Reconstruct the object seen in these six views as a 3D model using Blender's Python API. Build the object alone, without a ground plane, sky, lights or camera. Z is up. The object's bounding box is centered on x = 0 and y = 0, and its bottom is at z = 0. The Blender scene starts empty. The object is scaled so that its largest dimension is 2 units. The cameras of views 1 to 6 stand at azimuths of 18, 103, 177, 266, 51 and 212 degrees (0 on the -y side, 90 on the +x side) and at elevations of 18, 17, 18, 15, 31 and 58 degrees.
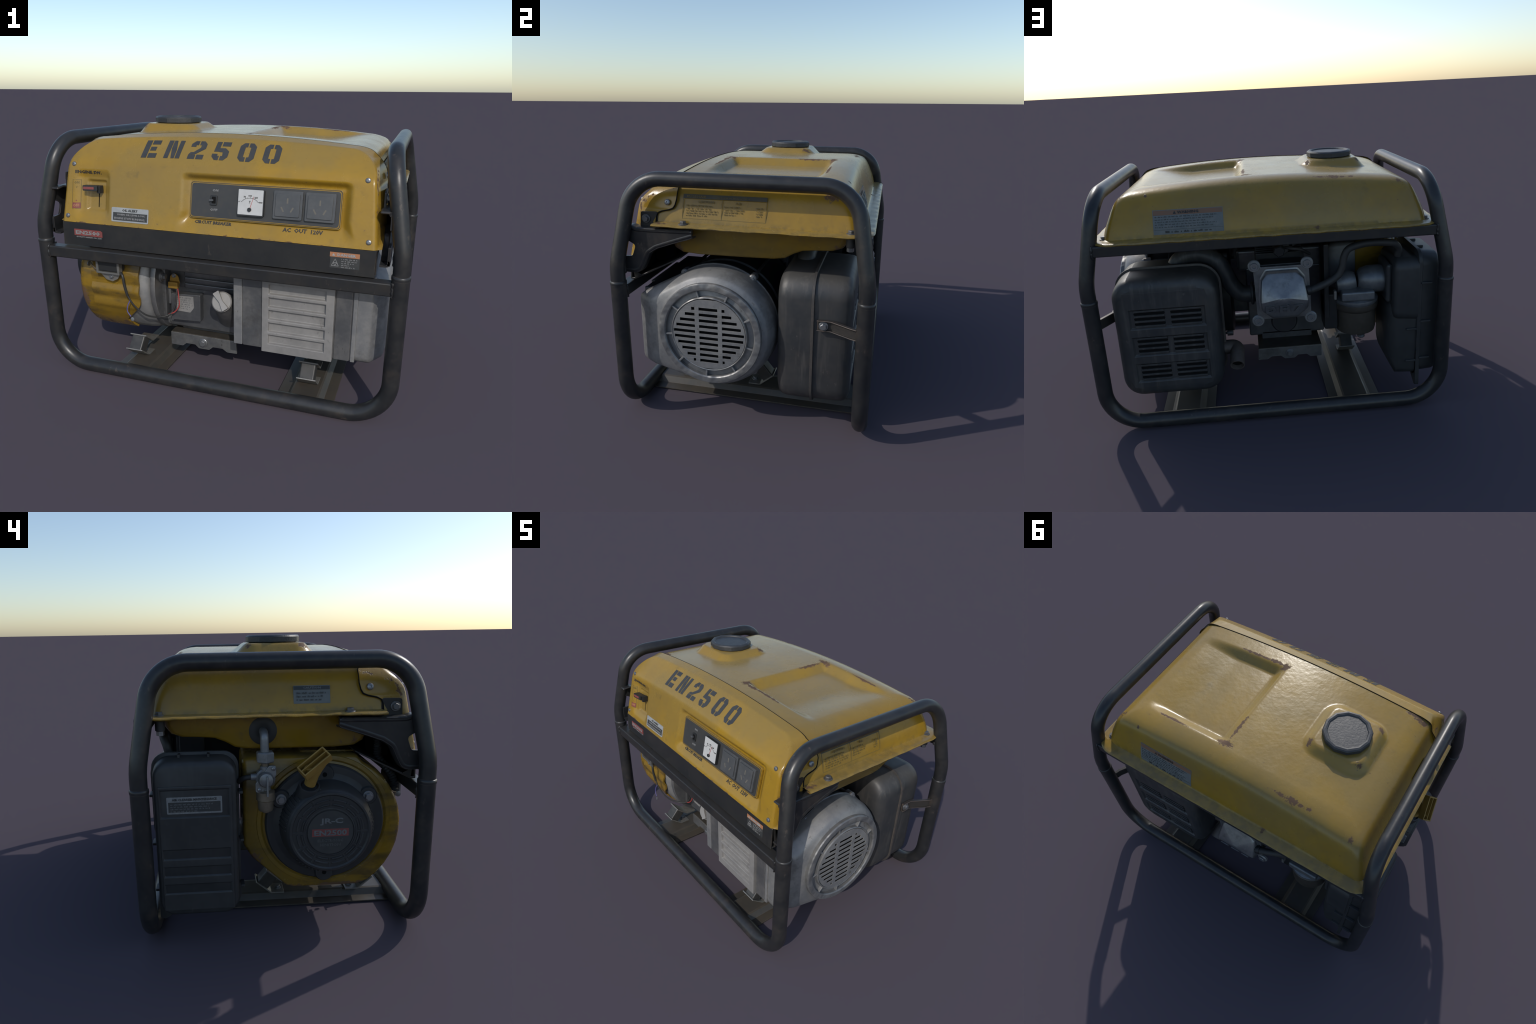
# Portable petrol generator: tube frame, yellow tank and control cowl, alternator, engine, recoil starter, muffler.
import bpy, bmesh, math, random
from mathutils import Vector as V, Matrix
random.seed(7)
PI = math.pi
CX = 0.0115                      # centre plane of the sheet-metal body
COL = bpy.context.scene.collection


# ------------------------------------------------------------------ materials
class Net:
    """small helper around one material's node tree"""
    def __init__(s, name):
        s.m = bpy.data.materials.new(name); s.m.use_nodes = True
        s.t = s.m.node_tree; s.t.nodes.clear()
        s.out = s.t.nodes.new('ShaderNodeOutputMaterial'); s.b = s.t.nodes.new('ShaderNodeBsdfPrincipled')
        s.t.links.new(s.b.outputs[0], s.out.inputs[0])
        s.co = s.t.nodes.new('ShaderNodeTexCoord'); s.geo = s.t.nodes.new('ShaderNodeNewGeometry')
        s.P = s.co.outputs['Object']
    def put(s, sock, v):
        if isinstance(v, bpy.types.NodeSocket): s.t.links.new(v, sock)
        elif v is not None:
            if isinstance(v, (tuple, list)) and len(v) == 3 and sock.type == 'RGBA': v = (*v, 1)
            sock.default_value = v
    def math(s, op, a, b=None, c=None, clamp=False):
        n = s.t.nodes.new('ShaderNodeMath'); n.operation = op; n.use_clamp = clamp
        for i, v in enumerate((a, b, c)): s.put(n.inputs[i], v)
        return n.outputs[0]
    def vec(s, op, a, b=None):
        n = s.t.nodes.new('ShaderNodeVectorMath'); n.operation = op
        s.put(n.inputs[0], a)
        if b is not None: s.put(n.inputs[1], b)
        return n.outputs['Value'] if op in ('LENGTH', 'DOT_PRODUCT') else n.outputs['Vector']
    def noise(s, scale, detail=4, rough=.55, stretch=None, seed=0.0):
        n = s.t.nodes.new('ShaderNodeTexNoise')
        n.inputs['Scale'].default_value = scale; n.inputs['Detail'].default_value = detail; n.inputs['Roughness'].default_value = rough
        p = s.P
        if stretch: p = s.vec('MULTIPLY', p, stretch)
        p = s.vec('ADD', p, (seed, seed * .7, seed * 1.3))
        s.put(n.inputs['Vector'], p)
        return n.outputs['Fac']
    def ramp(s, v, lo, hi):
        n = s.t.nodes.new('ShaderNodeMapRange'); n.interpolation_type = 'SMOOTHSTEP'
        s.put(n.inputs['Value'], v); n.inputs['From Min'].default_value = lo; n.inputs['From Max'].default_value = hi
        return n.outputs[0]
    def mix(s, f, a, b):
        n = s.t.nodes.new('ShaderNodeMix'); n.data_type = 'RGBA'
        s.put(n.inputs[0], f); s.put(n.inputs[6], a); s.put(n.inputs[7], b)
        return n.outputs[2]
    def lerp(s, f, a, b):
        n = s.t.nodes.new('ShaderNodeMix'); n.data_type = 'FLOAT'
        s.put(n.inputs[0], f); s.put(n.inputs[2], a); s.put(n.inputs[3], b)
        return n.outputs[0]
    def xyz(s, v):
        n = s.t.nodes.new('ShaderNodeSeparateXYZ'); s.put(n.inputs[0], v); return n.outputs
    def edges(s, radius):
        """1 along sharp edges: where a rounded normal leaves the true one"""
        b = s.t.nodes.new('ShaderNodeBevel'); b.samples = 4; b.inputs['Radius'].default_value = radius
        return s.ramp(s.math('SUBTRACT', 1.0, s.vec('DOT_PRODUCT', b.outputs[0], s.geo.outputs['Normal'])), .015, .10)
    def up(s): return s.xyz(s.geo.outputs['Normal'])[2]
    def spots(s, items, wobble, amp=2.1):
        """soft mask: 1 inside any of the ellipsoids (centre, radii), broken up by noise"""
        best = None
        for c, r in items:
            d = s.vec('LENGTH', s.vec('DIVIDE', s.vec('SUBTRACT', s.P, c), tuple(q * .84 for q in r)))
            best = d if best is None else s.math('MINIMUM', best, d)
        v = s.math('ADD', s.math('SUBTRACT', 1.0, best), s.math('MULTIPLY', s.math('SUBTRACT', wobble, .5), amp * 2))
        return s.ramp(v, .02, .16)
    def bump(s, h, strength, dist=.002):
        n = s.t.nodes.new('ShaderNodeBump'); n.inputs['Strength'].default_value = strength; n.inputs['Distance'].default_value = dist
        s.put(n.inputs['Height'], h); s.t.links.new(n.outputs[0], s.b.inputs['Normal'])
    def done(s, color, rough, metal=0.0, spec=.5):
        s.put(s.b.inputs['Base Color'], color); s.put(s.b.inputs['Roughness'], rough); s.put(s.b.inputs['Metallic'], metal)
        s.b.inputs['Specular IOR Level'].default_value = spec
        return s.m


def worn(name, c1, c2, scale=9, rough=(.4, .6), metal=0.0, dust=0.0, dust_col=(.2, .17, .14), edge=None, edge_amt=.6, streak=0.0, grain=.12, spec=.5, stain=None, dents=0, edge_r=.005, scuff=None):
    n = Net(name)
    a = n.noise(scale, 6, .62); b = n.noise(scale * 5.3, 5, .6, seed=3.1)
    f = n.ramp(n.math('ADD', n.math('MULTIPLY', a, .7), n.math('MULTIPLY', b, .3)), .36, .66)
    c = n.mix(f, c1, c2)
    if stain:
        c = n.mix(n.math('MULTIPLY', n.ramp(n.noise(scale * .8, 5, .7, seed=8.8), .52, .72), .6), c, stain)
    if scuff:
        sc_ = n.math('MULTIPLY', n.ramp(n.noise(38, 5, .7, stretch=(1, 1, .5), seed=17), .60, .68), n.ramp(n.noise(5, 3, .6, seed=19), .48, .62))
        c = n.mix(n.math('MULTIPLY', sc_, .75), c, scuff)
    if streak:
        st = n.ramp(n.noise(6, 4, .6, stretch=(5, 5, .5), seed=5.0), .50, .72)
        c = n.mix(n.math('MULTIPLY', st, streak), c, dust_col)
    if dust:
        d = n.math('MULTIPLY', n.ramp(n.up(), .25, .95), n.lerp(n.noise(14, 5, .6, seed=1.7), dust * .5, dust))
        c = n.mix(d, c, dust_col)
    if edge:
        e = n.math('MULTIPLY', n.edges(edge_r), n.ramp(n.noise(16, 5, .7, seed=9.0), .35, .6))
        c = n.mix(n.math('MULTIPLY', e, edge_amt), c, edge)
    r = n.lerp(n.noise(scale * 1.7, 5, .6, seed=6.0), rough[0], rough[1])
    if grain: n.bump(n.noise(85, 4, .6), grain, .003)
    if dents: n.bump(n.noise(9, 2, .5, seed=14), dents, .03)
    return n.done(c, r, metal, spec)


def plain(name, c, rough=.5, metal=0.0, spec=.5):
    return Net(name).done(c, rough, metal, spec)


RUST = (.100, .055, .026)


def yellow(name, rust=(), lines=True, dust=.46, extra=None, soot=0.0, bright=1.0, grime=False):
    n = Net(name)
    big = n.noise(3.2, 5, .6); fine = n.noise(26, 6, .65, seed=4.0)
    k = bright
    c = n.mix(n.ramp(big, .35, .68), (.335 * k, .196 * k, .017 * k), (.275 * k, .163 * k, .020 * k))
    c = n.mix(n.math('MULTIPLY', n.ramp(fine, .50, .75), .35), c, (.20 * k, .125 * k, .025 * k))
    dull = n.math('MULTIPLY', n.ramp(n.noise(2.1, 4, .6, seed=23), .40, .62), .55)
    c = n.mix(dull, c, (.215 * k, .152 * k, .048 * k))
    smudge = n.math('MULTIPLY', n.ramp(n.noise(9, 5, .7, seed=27), .60, .72), .38)
    c = n.mix(smudge, c, (.11, .082, .035))
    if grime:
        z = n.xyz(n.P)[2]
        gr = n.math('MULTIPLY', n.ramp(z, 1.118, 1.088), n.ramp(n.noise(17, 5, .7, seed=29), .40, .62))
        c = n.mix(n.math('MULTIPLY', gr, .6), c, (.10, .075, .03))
    if soot:
        s = n.ramp(n.noise(5, 5, .65, stretch=(.6, .6, 2.2), seed=2.2), .47, .66)
        c = n.mix(n.math('MULTIPLY', s, soot), c, (.07, .05, .02))
    # dust settles on what faces up
    d = n.math('MULTIPLY', n.ramp(n.up(), .25, 1.0), n.lerp(n.ramp(n.noise(5, 6, .7, seed=7.0), .3, .7), dust * .55, dust))
    c = n.mix(d, c, (.27, .19, .066))
    lw = n.t.nodes.new('ShaderNodeLayerWeight'); lw.inputs['Blend'].default_value = .5
    painted_sheen = n.math('MULTIPLY', n.math('MULTIPLY', n.ramp(n.up(), .35, .95), n.ramp(lw.outputs['Facing'], .42, .92)), n.lerp(n.noise(30, 4, .6, seed=15), dust * .45, dust * .85))
    c = n.mix(painted_sheen, c, (.37, .305, .165))  # sky reflection at grazing angles, mixed into the base colour
    pits = n.ramp(n.noise(48, 2, .5, seed=12.0), .735, .765)
    c = n.mix(n.math('MULTIPLY', pits, .55), c, (.10, .06, .03))
    r = n.lerp(n.noise(7, 5, .6, seed=6.0), .17, .35)
    h = n.math('MULTIPLY', n.noise(34, 4, .55, stretch=(1, 1, 1)), 1.0)
    if rust or extra:
        wob = n.noise(42, 7, .78, seed=5.5)
        m = n.spots(rust, wob) if rust else None
        if extra:
            e = extra(n); m = e if m is None else n.math('MAXIMUM', m, e)
        halo = n.math('MULTIPLY', n.ramp(m, 0, .6), .0)
        rc = n.mix(n.noise(60, 4, .7, seed=1.0), RUST, (.13, .075, .045))
        c = n.mix(m, c, rc); r = n.lerp(m, r, .8)
        h = n.math('SUBTRACT', h, n.math('MULTIPLY', m, 1.6))
    n.bump(h, .22, .004)
    return n.done(c, r, 0.0, .45)


TANK_RUST = [((.133, -.27, 1.357), (.03, .035, .05)), ((.20, -.275, 1.35), (.07, .014, .05)), ((.33, -.272, 1.34), (.12, .010, .05)),
             ((.123, .365, 1.351), (.065, .028, .06)), ((.122, .24, 1.35), (.014, .10, .05)), ((.47, .378, 1.336), (.11, .011, .05)),
             ((-.33, .471, 1.325), (.135, .014, .018)), ((-.347, .471, 1.325), (.05, .02, .022)), ((-.449, .466, 1.321), (.02, .014, .02)),
             ((-.698, .489, 1.288), (.024, .022, .018)), ((.765, .468, 1.262), (.035, .03, .04)), ((.80, .43, 1.24), (.02, .05, .03)),
             ((-.562, .14, 1.378), (.03, .024, .03)), ((-.26, .137, 1.365), (.018, .03, .03)), ((-.56, -.14, 1.376), (.03, .035, .03)),
             ((-.655, -.36, 1.32), (.06, .014, .05)), ((-.70, -.345, 1.29), (.05, .025, .05)), ((.3, -.372, 1.34), (.5, .006, .04)),
             ((.63, .507, 1.296), (.010, .02, .010)), ((-.45, .64, 1.07), (.16, .03, .010)), ((.885, -.42, 1.075), (.035, .05, .02)),
             ((-.245, .545, 1.09), (.03, .07, .012))]


def cowl_chips(n):
    x, y, z = n.xyz(n.P)
    low = n.math('SUBTRACT', 1.0, n.math('DIVIDE', n.math('ABSOLUTE', n.math('SUBTRACT', z, .887)), .011))
    right = n.math('SUBTRACT', 1.0, n.math('DIVIDE', n.math('ABSOLUTE', n.math('SUBTRACT', n.math('ADD', n.math('ABSOLUTE', n.math('SUBTRACT', x, CX)), n.math('MULTIPLY', z, .10)), .927)), .014))
    lw = n.noise(15, 4, .7, stretch=(1, 1, 1), seed=20)
    a = n.ramp(n.math('ADD', low, n.math('MULTIPLY', n.math('SUBTRACT', lw, .66), 6)), .45, .65)
    b = n.ramp(n.math('ADD', right, n.math('MULTIPLY', n.math('SUBTRACT', n.noise(18, 5, .7, seed=31), .62), 6)), .55, .75)
    return n.math('MAXIMUM', a, b)


M = {}
M['tank'] = yellow('tank_paint', TANK_RUST, grime=True)
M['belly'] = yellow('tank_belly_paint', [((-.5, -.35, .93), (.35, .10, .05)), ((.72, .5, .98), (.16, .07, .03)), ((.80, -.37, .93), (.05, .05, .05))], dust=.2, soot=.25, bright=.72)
M['cowl'] = yellow('cowl_paint', [((.82, -.55, 1.0), (.012, .012, .25))], extra=cowl_chips, dust=.5)
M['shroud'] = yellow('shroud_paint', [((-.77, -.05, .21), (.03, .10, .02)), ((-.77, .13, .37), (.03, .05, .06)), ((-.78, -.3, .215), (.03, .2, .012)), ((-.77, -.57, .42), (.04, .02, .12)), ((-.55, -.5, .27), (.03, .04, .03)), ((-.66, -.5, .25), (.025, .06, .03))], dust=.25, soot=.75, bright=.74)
M['grip'] = worn('grip_plastic', (.33, .20, .045), (.25, .15, .03), 12, (.45, .6))
M['frame'] = worn('frame_paint', (.0145, .0155, .0172), (.028, .0272, .0268), 9, (.26, .46), edge=(.10, .085, .07), dust=.15, dust_col=(.05, .05, .05), stain=(.055, .044, .036), grain=.05, scuff=(.085, .068, .056))
M['rail'] = worn('rail_paint', (.017, .018, .0195), (.027, .025, .023), 13, (.32, .5), edge=(.11, .09, .07), edge_amt=.6, dust=.25, dust_col=(.055, .048, .04), grain=.06, stain=(.040, .033, .027), scuff=(.07, .058, .048))
M['deck'] = worn('skid_paint', (.030, .032, .031), (.055, .048, .038), 8, (.34, .54), dust=.5, dust_col=(.085, .068, .050), edge=(.15, .115, .09), stain=(.045, .032, .023), scuff=(.09, .075, .06))
M['black'] = worn('black_sheet_paint', (.0165, .0175, .019), (.0235, .0232, .0228), 6, (.30, .46), dust=.18, dust_col=(.045, .042, .038), edge=(.09, .07, .05), stain=(.034, .031, .028), scuff=(.055, .048, .042))
M['plastic'] = worn('black_plastic', (.020, .021, .023), (.030, .031, .032), 8, (.42, .58), dust=.3, dust_col=(.07, .07, .07), edge=(.07, .07, .07), grain=.06)
M['airbox'] = worn('filter_box_plastic', (.023, .0245, .026), (.034, .035, .036), 7, (.42, .58), dust=.25, dust_col=(.07, .07, .068), edge=(.07, .07, .07), streak=.16, grain=.05, scuff=(.06, .06, .058))
M['muffler'] = worn('muffler_steel', (.031, .034, .038), (.056, .054, .053), 4, (.40, .58), .2, dust=.5, dust_col=(.125, .115, .102), edge=(.11, .10, .09), streak=.42, grain=.06, stain=(.068, .058, .05), scuff=(.11, .10, .09))
M['alloy'] = worn('cast_alloy', (.185, .188, .195), (.27, .265, .256), 6, (.42, .6), .38, dust=.2, dust_col=(.23, .205, .17), edge=(.40, .39, .37), stain=(.10, .096, .092), grain=.16, scuff=(.13, .12, .11))
M['panel'] = worn('grey_panel', (.205, .198, .192), (.265, .255, .243), 6, (.45, .62), .15, dust=.2, dust_col=(.2, .18, .15), edge=(.36, .345, .33), stain=(.125, .12, .112), grain=.1, scuff=(.085, .08, .075))
M['alloyd'] = worn('dull_alloy', (.112, .115, .121), (.19, .186, .182), 6, (.32, .50), .5, dust=.2, dust_col=(.2, .17, .14), edge=(.38, .37, .36), stain=(.072, .068, .062), grain=.14, scuff=(.06, .056, .052))
M['engine'] = worn('engine_block_alloy', (.105, .11, .118), (.16, .16, .162), 7, (.26, .42), .6, dust=.25, dust_col=(.14, .12, .095), edge=(.3, .29, .28), stain=(.07, .062, .054), grain=.1)
M['dark'] = worn('dark_housing', (.015, .016, .0175), (.024, .024, .025), 8, (.42, .58), .3, dust=.15, dust_col=(.06, .055, .05), edge=(.09, .09, .09))
M['void'] = plain('unlit_inside', (.008, .008, .008), .9, 0, .1)
M['bolt'] = worn('bolt_steel', (.21, .22, .235), (.30, .30, .30), 60, (.32, .45), .75, grain=0)
M['dbolt'] = worn('dark_bolt_steel', (.11, .11, .115), (.17, .165, .16), 60, (.4, .5), .6, grain=0)
M['rubber'] = worn('rubber', (.022, .022, .022), (.036, .034, .032), 12, (.5, .7), grain=.1)
M['mount'] = worn('mount_rubber', (.04, .04, .039), (.07, .067, .062), 10, (.35, .5), .2)
M['plate'] = worn('mount_plate', (.20, .20, .19), (.30, .28, .25), 10, (.35, .5), .6, stain=(.14, .10, .06))
M['brass'] = worn('dull_brass', (.17, .135, .095), (.24, .20, .15), 14, (.4, .55), .5)
M['carb'] = worn('fuel_bowl_metal', (.050, .043, .034), (.075, .065, .053), 10, (.45, .6), .35)
M['carbt'] = worn('carburettor_alloy', (.12, .13, .14), (.18, .185, .19), 10, (.35, .5), .5)
M['cap'] = worn('cap_plastic', (.026, .028, .031), (.038, .039, .041), 18, (.40, .56), dust=.12, dust_col=(.08, .08, .08), edge=(.10, .09, .08), grain=.5)
M['cover'] = worn('polished_cover', (.19, .195, .205), (.26, .26, .258), 12, (.30, .44), .7, edge=(.4, .4, .4), stain=(.10, .097, .092), grain=.1)
M['coil'] = plain('coil_body', (.02, .021, .022), .45)
M['ink'] = plain('black_ink', (.026, .025, .024), .6)
M['fadeink'] = worn('faded_ink', (.125, .092, .030), (.165, .115, .032), 40, (.6, .7), grain=0)
M['stencil'] = worn('stencil_ink', (.036, .038, .040), (.05, .05, .047), 30, (.5, .6), grain=0)
M['greyink'] = worn('grey_print', (.17, .17, .17), (.24, .24, .235), 60, (.6, .7), grain=0)
M['dimink'] = worn('dim_print', (.105, .11, .112), (.14, .14, .138), 60, (.6, .7), grain=0)
M['inkl'] = worn('small_print', (.06, .064, .062), (.085, .085, .08), 60, (.6, .7), grain=0)
M['head'] = worn('table_head', (.040, .038, .028), (.065, .055, .03), 30, (.5, .6), grain=0)
M['tap'] = worn('tap_casting', (.20, .21, .22), (.27, .27, .265), 14, (.36, .5), .5, stain=(.12, .115, .10), edge=(.4, .39, .37), grain=.08)
M['hammer'] = worn('dented_alloy', (.17, .173, .18), (.24, .235, .225), 6, (.36, .52), .5, dust=.15, dust_col=(.23, .205, .17), edge=(.42, .41, .39), stain=(.09, .088, .085), grain=0, dents=.9)
M['white'] = worn('meter_face', (.47, .47, .46), (.52, .52, .51), 9, (.4, .5), grain=0)
M['red'] = worn('red_print', (.22, .05, .045), (.17, .05, .045), 40, (.5, .6), grain=0)
M['redn'] = plain('needle_red', (.42, .03, .03), .5)
M['orange'] = worn('orange_print', (.40, .16, .07), (.34, .17, .09), 40, (.5, .6), grain=0)
M['lab'] = worn('label_face', (.125, .138, .135), (.165, .17, .16), 20, (.5, .6), grain=0)
M['labg'] = worn('label_silver', (.27, .285, .29), (.33, .34, .34), 20, (.4, .5), grain=0)
M['labd'] = worn('label_dark', (.032, .035, .036), (.048, .047, .045), 20, (.45, .6), grain=0)
M['labo'] = worn('label_header', (.21, .10, .055), (.17, .10, .06), 20, (.5, .6), grain=0)
M['redw'] = plain('red_wire', (.30, .04, .035), .5)
M['bluew'] = plain('blue_wire', (.08, .07, .20), .5)
M['blackw'] = plain('black_wire', (.025, .025, .024), .5)
M['sensor'] = worn('yellow_passivated', (.34, .20, .035), (.26, .15, .03), 30, (.4, .5), .4)
M['socket'] = worn('socket_plastic', (.060, .064, .068), (.078, .08, .082), 14, (.38, .5), grain=.03)
M['pins'] = plain('socket_slot_fill', (.13, .12, .10), .7)
M['fascia'] = worn('fascia_sheet', (.034, .036, .038), (.047, .046, .043), 6, (.42, .55), grain=.04, stain=(.075, .062, .045))


# ------------------------------------------------------------------ objects
ROOT = bpy.data.objects.new('portable_generator', None)
COL.objects.link(ROOT)
ROOT['label'] = 'worn yellow petrol generator in a black tube frame'
ROOT['category'] = 'portable generator'


def obj(name, me, mat, parent=ROOT, smooth=35, wn=False):
    o = bpy.data.objects.new(name, me); COL.objects.link(o); o.parent = parent
    if mat and not me.materials: me.materials.append(M[mat] if isinstance(mat, str) else mat)
    if smooth:
        me.polygons.foreach_set('use_smooth', [True] * len(me.polygons)); me.set_sharp_from_angle(angle=math.radians(smooth))
    if wn:
        w = o.modifiers.new('wn', 'WEIGHTED_NORMAL'); w.keep_sharp = True; w.weight = 80
    return o


def bm_mesh(bm, name, recalc=True):
    if recalc: bmesh.ops.recalc_face_normals(bm, faces=bm.faces)
    me = bpy.data.meshes.new(name); bm.to_mesh(me); bm.free(); return me


def empty_group(name, parent=ROOT):
    o = bpy.data.objects.new(name, None); COL.objects.link(o); o.parent = parent; return o


def bevel(bm, w, seg=2, ang=25):
    es = [e for e in bm.edges if len(e.link_faces) == 2 and e.calc_face_angle(0) > math.radians(ang)]
    if es and w > 0: bmesh.ops.bevel(bm, geom=es, offset=w, segments=seg, profile=.5, affect='EDGES', clamp_overlap=True)


def add_box(bm, lo, hi):
    vs = [bm.verts.new((x, y, z)) for x in (lo[0], hi[0]) for y in (lo[1], hi[1]) for z in (lo[2], hi[2])]
    for f in ((0, 1, 3, 2), (4, 6, 7, 5), (0, 4, 5, 1), (2, 3, 7, 6), (0, 2, 6, 4), (1, 5, 7, 3)): bm.faces.new([vs[i] for i in f])


def box(name, lo, hi, mat, parent=ROOT, bev=.004, seg=2, xf=None):
    bm = bmesh.new(); add_box(bm, lo, hi)
    bmesh.ops.recalc_face_normals(bm, faces=bm.faces); bevel(bm, bev, seg)
    if xf: bm.transform(xf)
    return obj(name, bm_mesh(bm, name), mat, parent, wn=True)


def frame_axes(origin, u, v):
    """matrix mapping (u, v, w) to the world; w = u x v"""
    u = V(u).normalized(); w = u.cross(V(v)).normalized(); v = w.cross(u)
    m = Matrix((u, v, w)).transposed().to_4x4(); m.translation = V(origin); return m


YZ = lambda x: frame_axes((x, 0, 0), (0, 1, 0), (0, 0, 1))      # (y, z) drawn at x, w points +x
XZ = lambda y: frame_axes((0, y, 0), (1, 0, 0), (0, 0, 1))      # (x, z) drawn at y, w points -y
XY = lambda z: frame_axes((0, 0, z), (1, 0, 0), (0, 1, 0))


def add_prism(bm, pts, w0, w1, xf=None):
    xf = xf or Matrix.Identity(4)
    a = [bm.verts.new(xf @ V((p[0], p[1], w0))) for p in pts]; b = [bm.verts.new(xf @ V((p[0], p[1], w1))) for p in pts]
    n = len(pts); bm.faces.new(a[::-1]); bm.faces.new(b)
    for i in range(n): bm.faces.new((a[i], a[(i + 1) % n], b[(i + 1) % n], b[i]))


def prism(name, pts, w0, w1, xf, mat, parent=ROOT, bev=.003, seg=2, smooth=35, ang=25):
    bm = bmesh.new(); add_prism(bm, pts, w0, w1, xf)
    bmesh.ops.recalc_face_normals(bm, faces=bm.faces); bevel(bm, bev, seg, ang)
    return obj(name, bm_mesh(bm, name), mat, parent, smooth, wn=True)


def rrect(u0, u1, v0, v1, r, k=5):
    pts = []
    for cx, cy, a in ((u1 - r, v1 - r, 0), (u0 + r, v1 - r, 90), (u0 + r, v0 + r, 180), (u1 - r, v0 + r, 270)):
        for i in range(k + 1):
            t = math.radians(a + 90 * i / k); pts.append((cx + r * math.cos(t), cy + r * math.sin(t)))
    return pts


def circle(c, r, n=32, a0=0):
    return [(c[0] + r * math.cos(a0 + 2 * PI * i / n), c[1] + r * math.sin(a0 + 2 * PI * i / n)) for i in range(n)]


def round_poly(pts, r, k=4):
    """round every corner of a polygon; r may be one radius or a list"""
    out, n = [], len(pts)
    for i, p in enumerate(pts):
        rr = r[i] if isinstance(r, (list, tuple)) else r
        p = V((*p, 0)); a = V((*pts[i - 1], 0)) - p; b = V((*pts[(i + 1) % n], 0)) - p
        la, lb = a.length, b.length
        if rr <= 0 or la < 1e-6 or lb < 1e-6: out.append((p.x, p.y)); continue
        a /= la; b /= lb; ang = a.angle(b)
        t = min(rr / max(math.tan(ang / 2), 1e-3), la * .48, lb * .48)
        s, e = p + a * t, p + b * t
        for j in range(k + 1):
            f = j / k; q = s * (1 - f) ** 2 + p * 2 * f * (1 - f) + e * f * f; out.append((q.x, q.y))
    return out


def ring_mesh(bm, rings, closed=True, cap0=True, cap1=True):
    vs = [[bm.verts.new(p) for p in r] for r in rings]; n = len(rings[0])
    for a, b in zip(vs, vs[1:]):
        for i in range(n if closed else n - 1):
            q = [a[i], a[(i + 1) % n], b[(i + 1) % n], b[i]]
            try: bm.faces.new(q)
            except ValueError: pass
    if closed and cap0: bm.faces.new(vs[0][::-1])
    if closed and cap1: bm.faces.new(vs[-1])
    return vs


def loft(name, rings, mat, parent=ROOT, smooth=40, cap0=True, cap1=True, wn=False):
    bm = bmesh.new(); ring_mesh(bm, rings, True, cap0, cap1)
    return obj(name, bm_mesh(bm, name), mat, parent, smooth, wn)


def lathe_rings(prof, origin, axis, n=48, a0=0.0):
    axis = V(axis).normalized(); u = axis.orthogonal().normalized()
    if abs(axis.x) > .9: u = V((0, 1, 0))
    u = (u - axis * u.dot(axis)).normalized(); w = axis.cross(u); o = V(origin)
    return [[o + axis * h + (u * math.cos(a0 + 2 * PI * i / n) + w * math.sin(a0 + 2 * PI * i / n)) * max(r, 1e-4) for i in range(n)] for r, h in prof]


def lathe(name, prof, origin, axis, mat, parent=ROOT, n=48, smooth=35, a0=0.0):
    """prof: (radius, height along the axis) pairs"""
    return loft(name, lathe_rings(prof, origin, axis, n, a0), mat, parent, smooth)


def cyl(name, p0, p1, r, mat, parent=ROOT, n=24, ch=.12, r1=None, a0=0.0, smooth=35):
    p0, p1 = V(p0), V(p1); L = (p1 - p0).length; c = min(r * ch, L * .3); r1 = r if r1 is None else r1
    return lathe(name, [(r - c, 0), (r, c), (r1, L - c), (r1 - c, L)], p0, p1 - p0, mat, parent, n, smooth, a0)


def fillet_path(pts, rad, k=8):
    pts = [V(p) for p in pts]; out = [pts[0]]
    for i in range(1, len(pts) - 1):
        r = rad[i - 1] if isinstance(rad, (list, tuple)) else rad
        p = pts[i]; a = pts[i - 1] - p; b = pts[i + 1] - p; la, lb = a.length, b.length; a /= la; b /= lb
        half = a.angle(b) / 2
        if r <= 0 or half > PI / 2 - .01: out.append(p); continue
        t = min(r / math.tan(half), la * .49, lb * .49); rr = t * math.tan(half)
        c = p + (a + b).normalized() * (rr / math.sin(half))
        s, e = p + a * t - c, p + b * t - c; full = s.angle(e)
        for j in range(k + 1):
            f = j / k; q = (s * math.sin((1 - f) * full) + e * math.sin(f * full)) / math.sin(full); out.append(c + q)
    out.append(pts[-1]); return out


def smooth_path(pts, k=8):
    """Catmull-Rom through points"""
    pts = [V(p) for p in pts]; q = [pts[0] * 2 - pts[1]] + pts + [pts[-1] * 2 - pts[-2]]; out = []
    for i in range(1, len(q) - 2):
        for j in range(k):
            t = j / k; a, b, c, d = q[i - 1:i + 3]
            out.append(.5 * ((2 * b) + (c - a) * t + (2 * a - 5 * b + 4 * c - d) * t * t + (3 * b - a - 3 * c + d) * t ** 3))
    out.append(pts[-1]); return out


def tube_rings(path, r, n=20):
    path = [V(p) for p in path]; tan = []
    for i in range(len(path)):
        a = path[max(i - 1, 0)]; b = path[min(i + 1, len(path) - 1)]; tan.append((b - a).normalized())
    u = tan[0].orthogonal().normalized(); rings = []
    for i, (p, t) in enumerate(zip(path, tan)):
        u = (u - t * u.dot(t)).normalized(); w = t.cross(u); rr = r(i / (len(path) - 1)) if callable(r) else r
        rings.append([p + (u * math.cos(2 * PI * j / n) + w * math.sin(2 * PI * j / n)) * rr for j in range(n)])
    return rings


def tube(name, path, r, mat, parent=ROOT, n=20, smooth=50):
    return loft(name, tube_rings(path, r, n), mat, parent, smooth)


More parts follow.
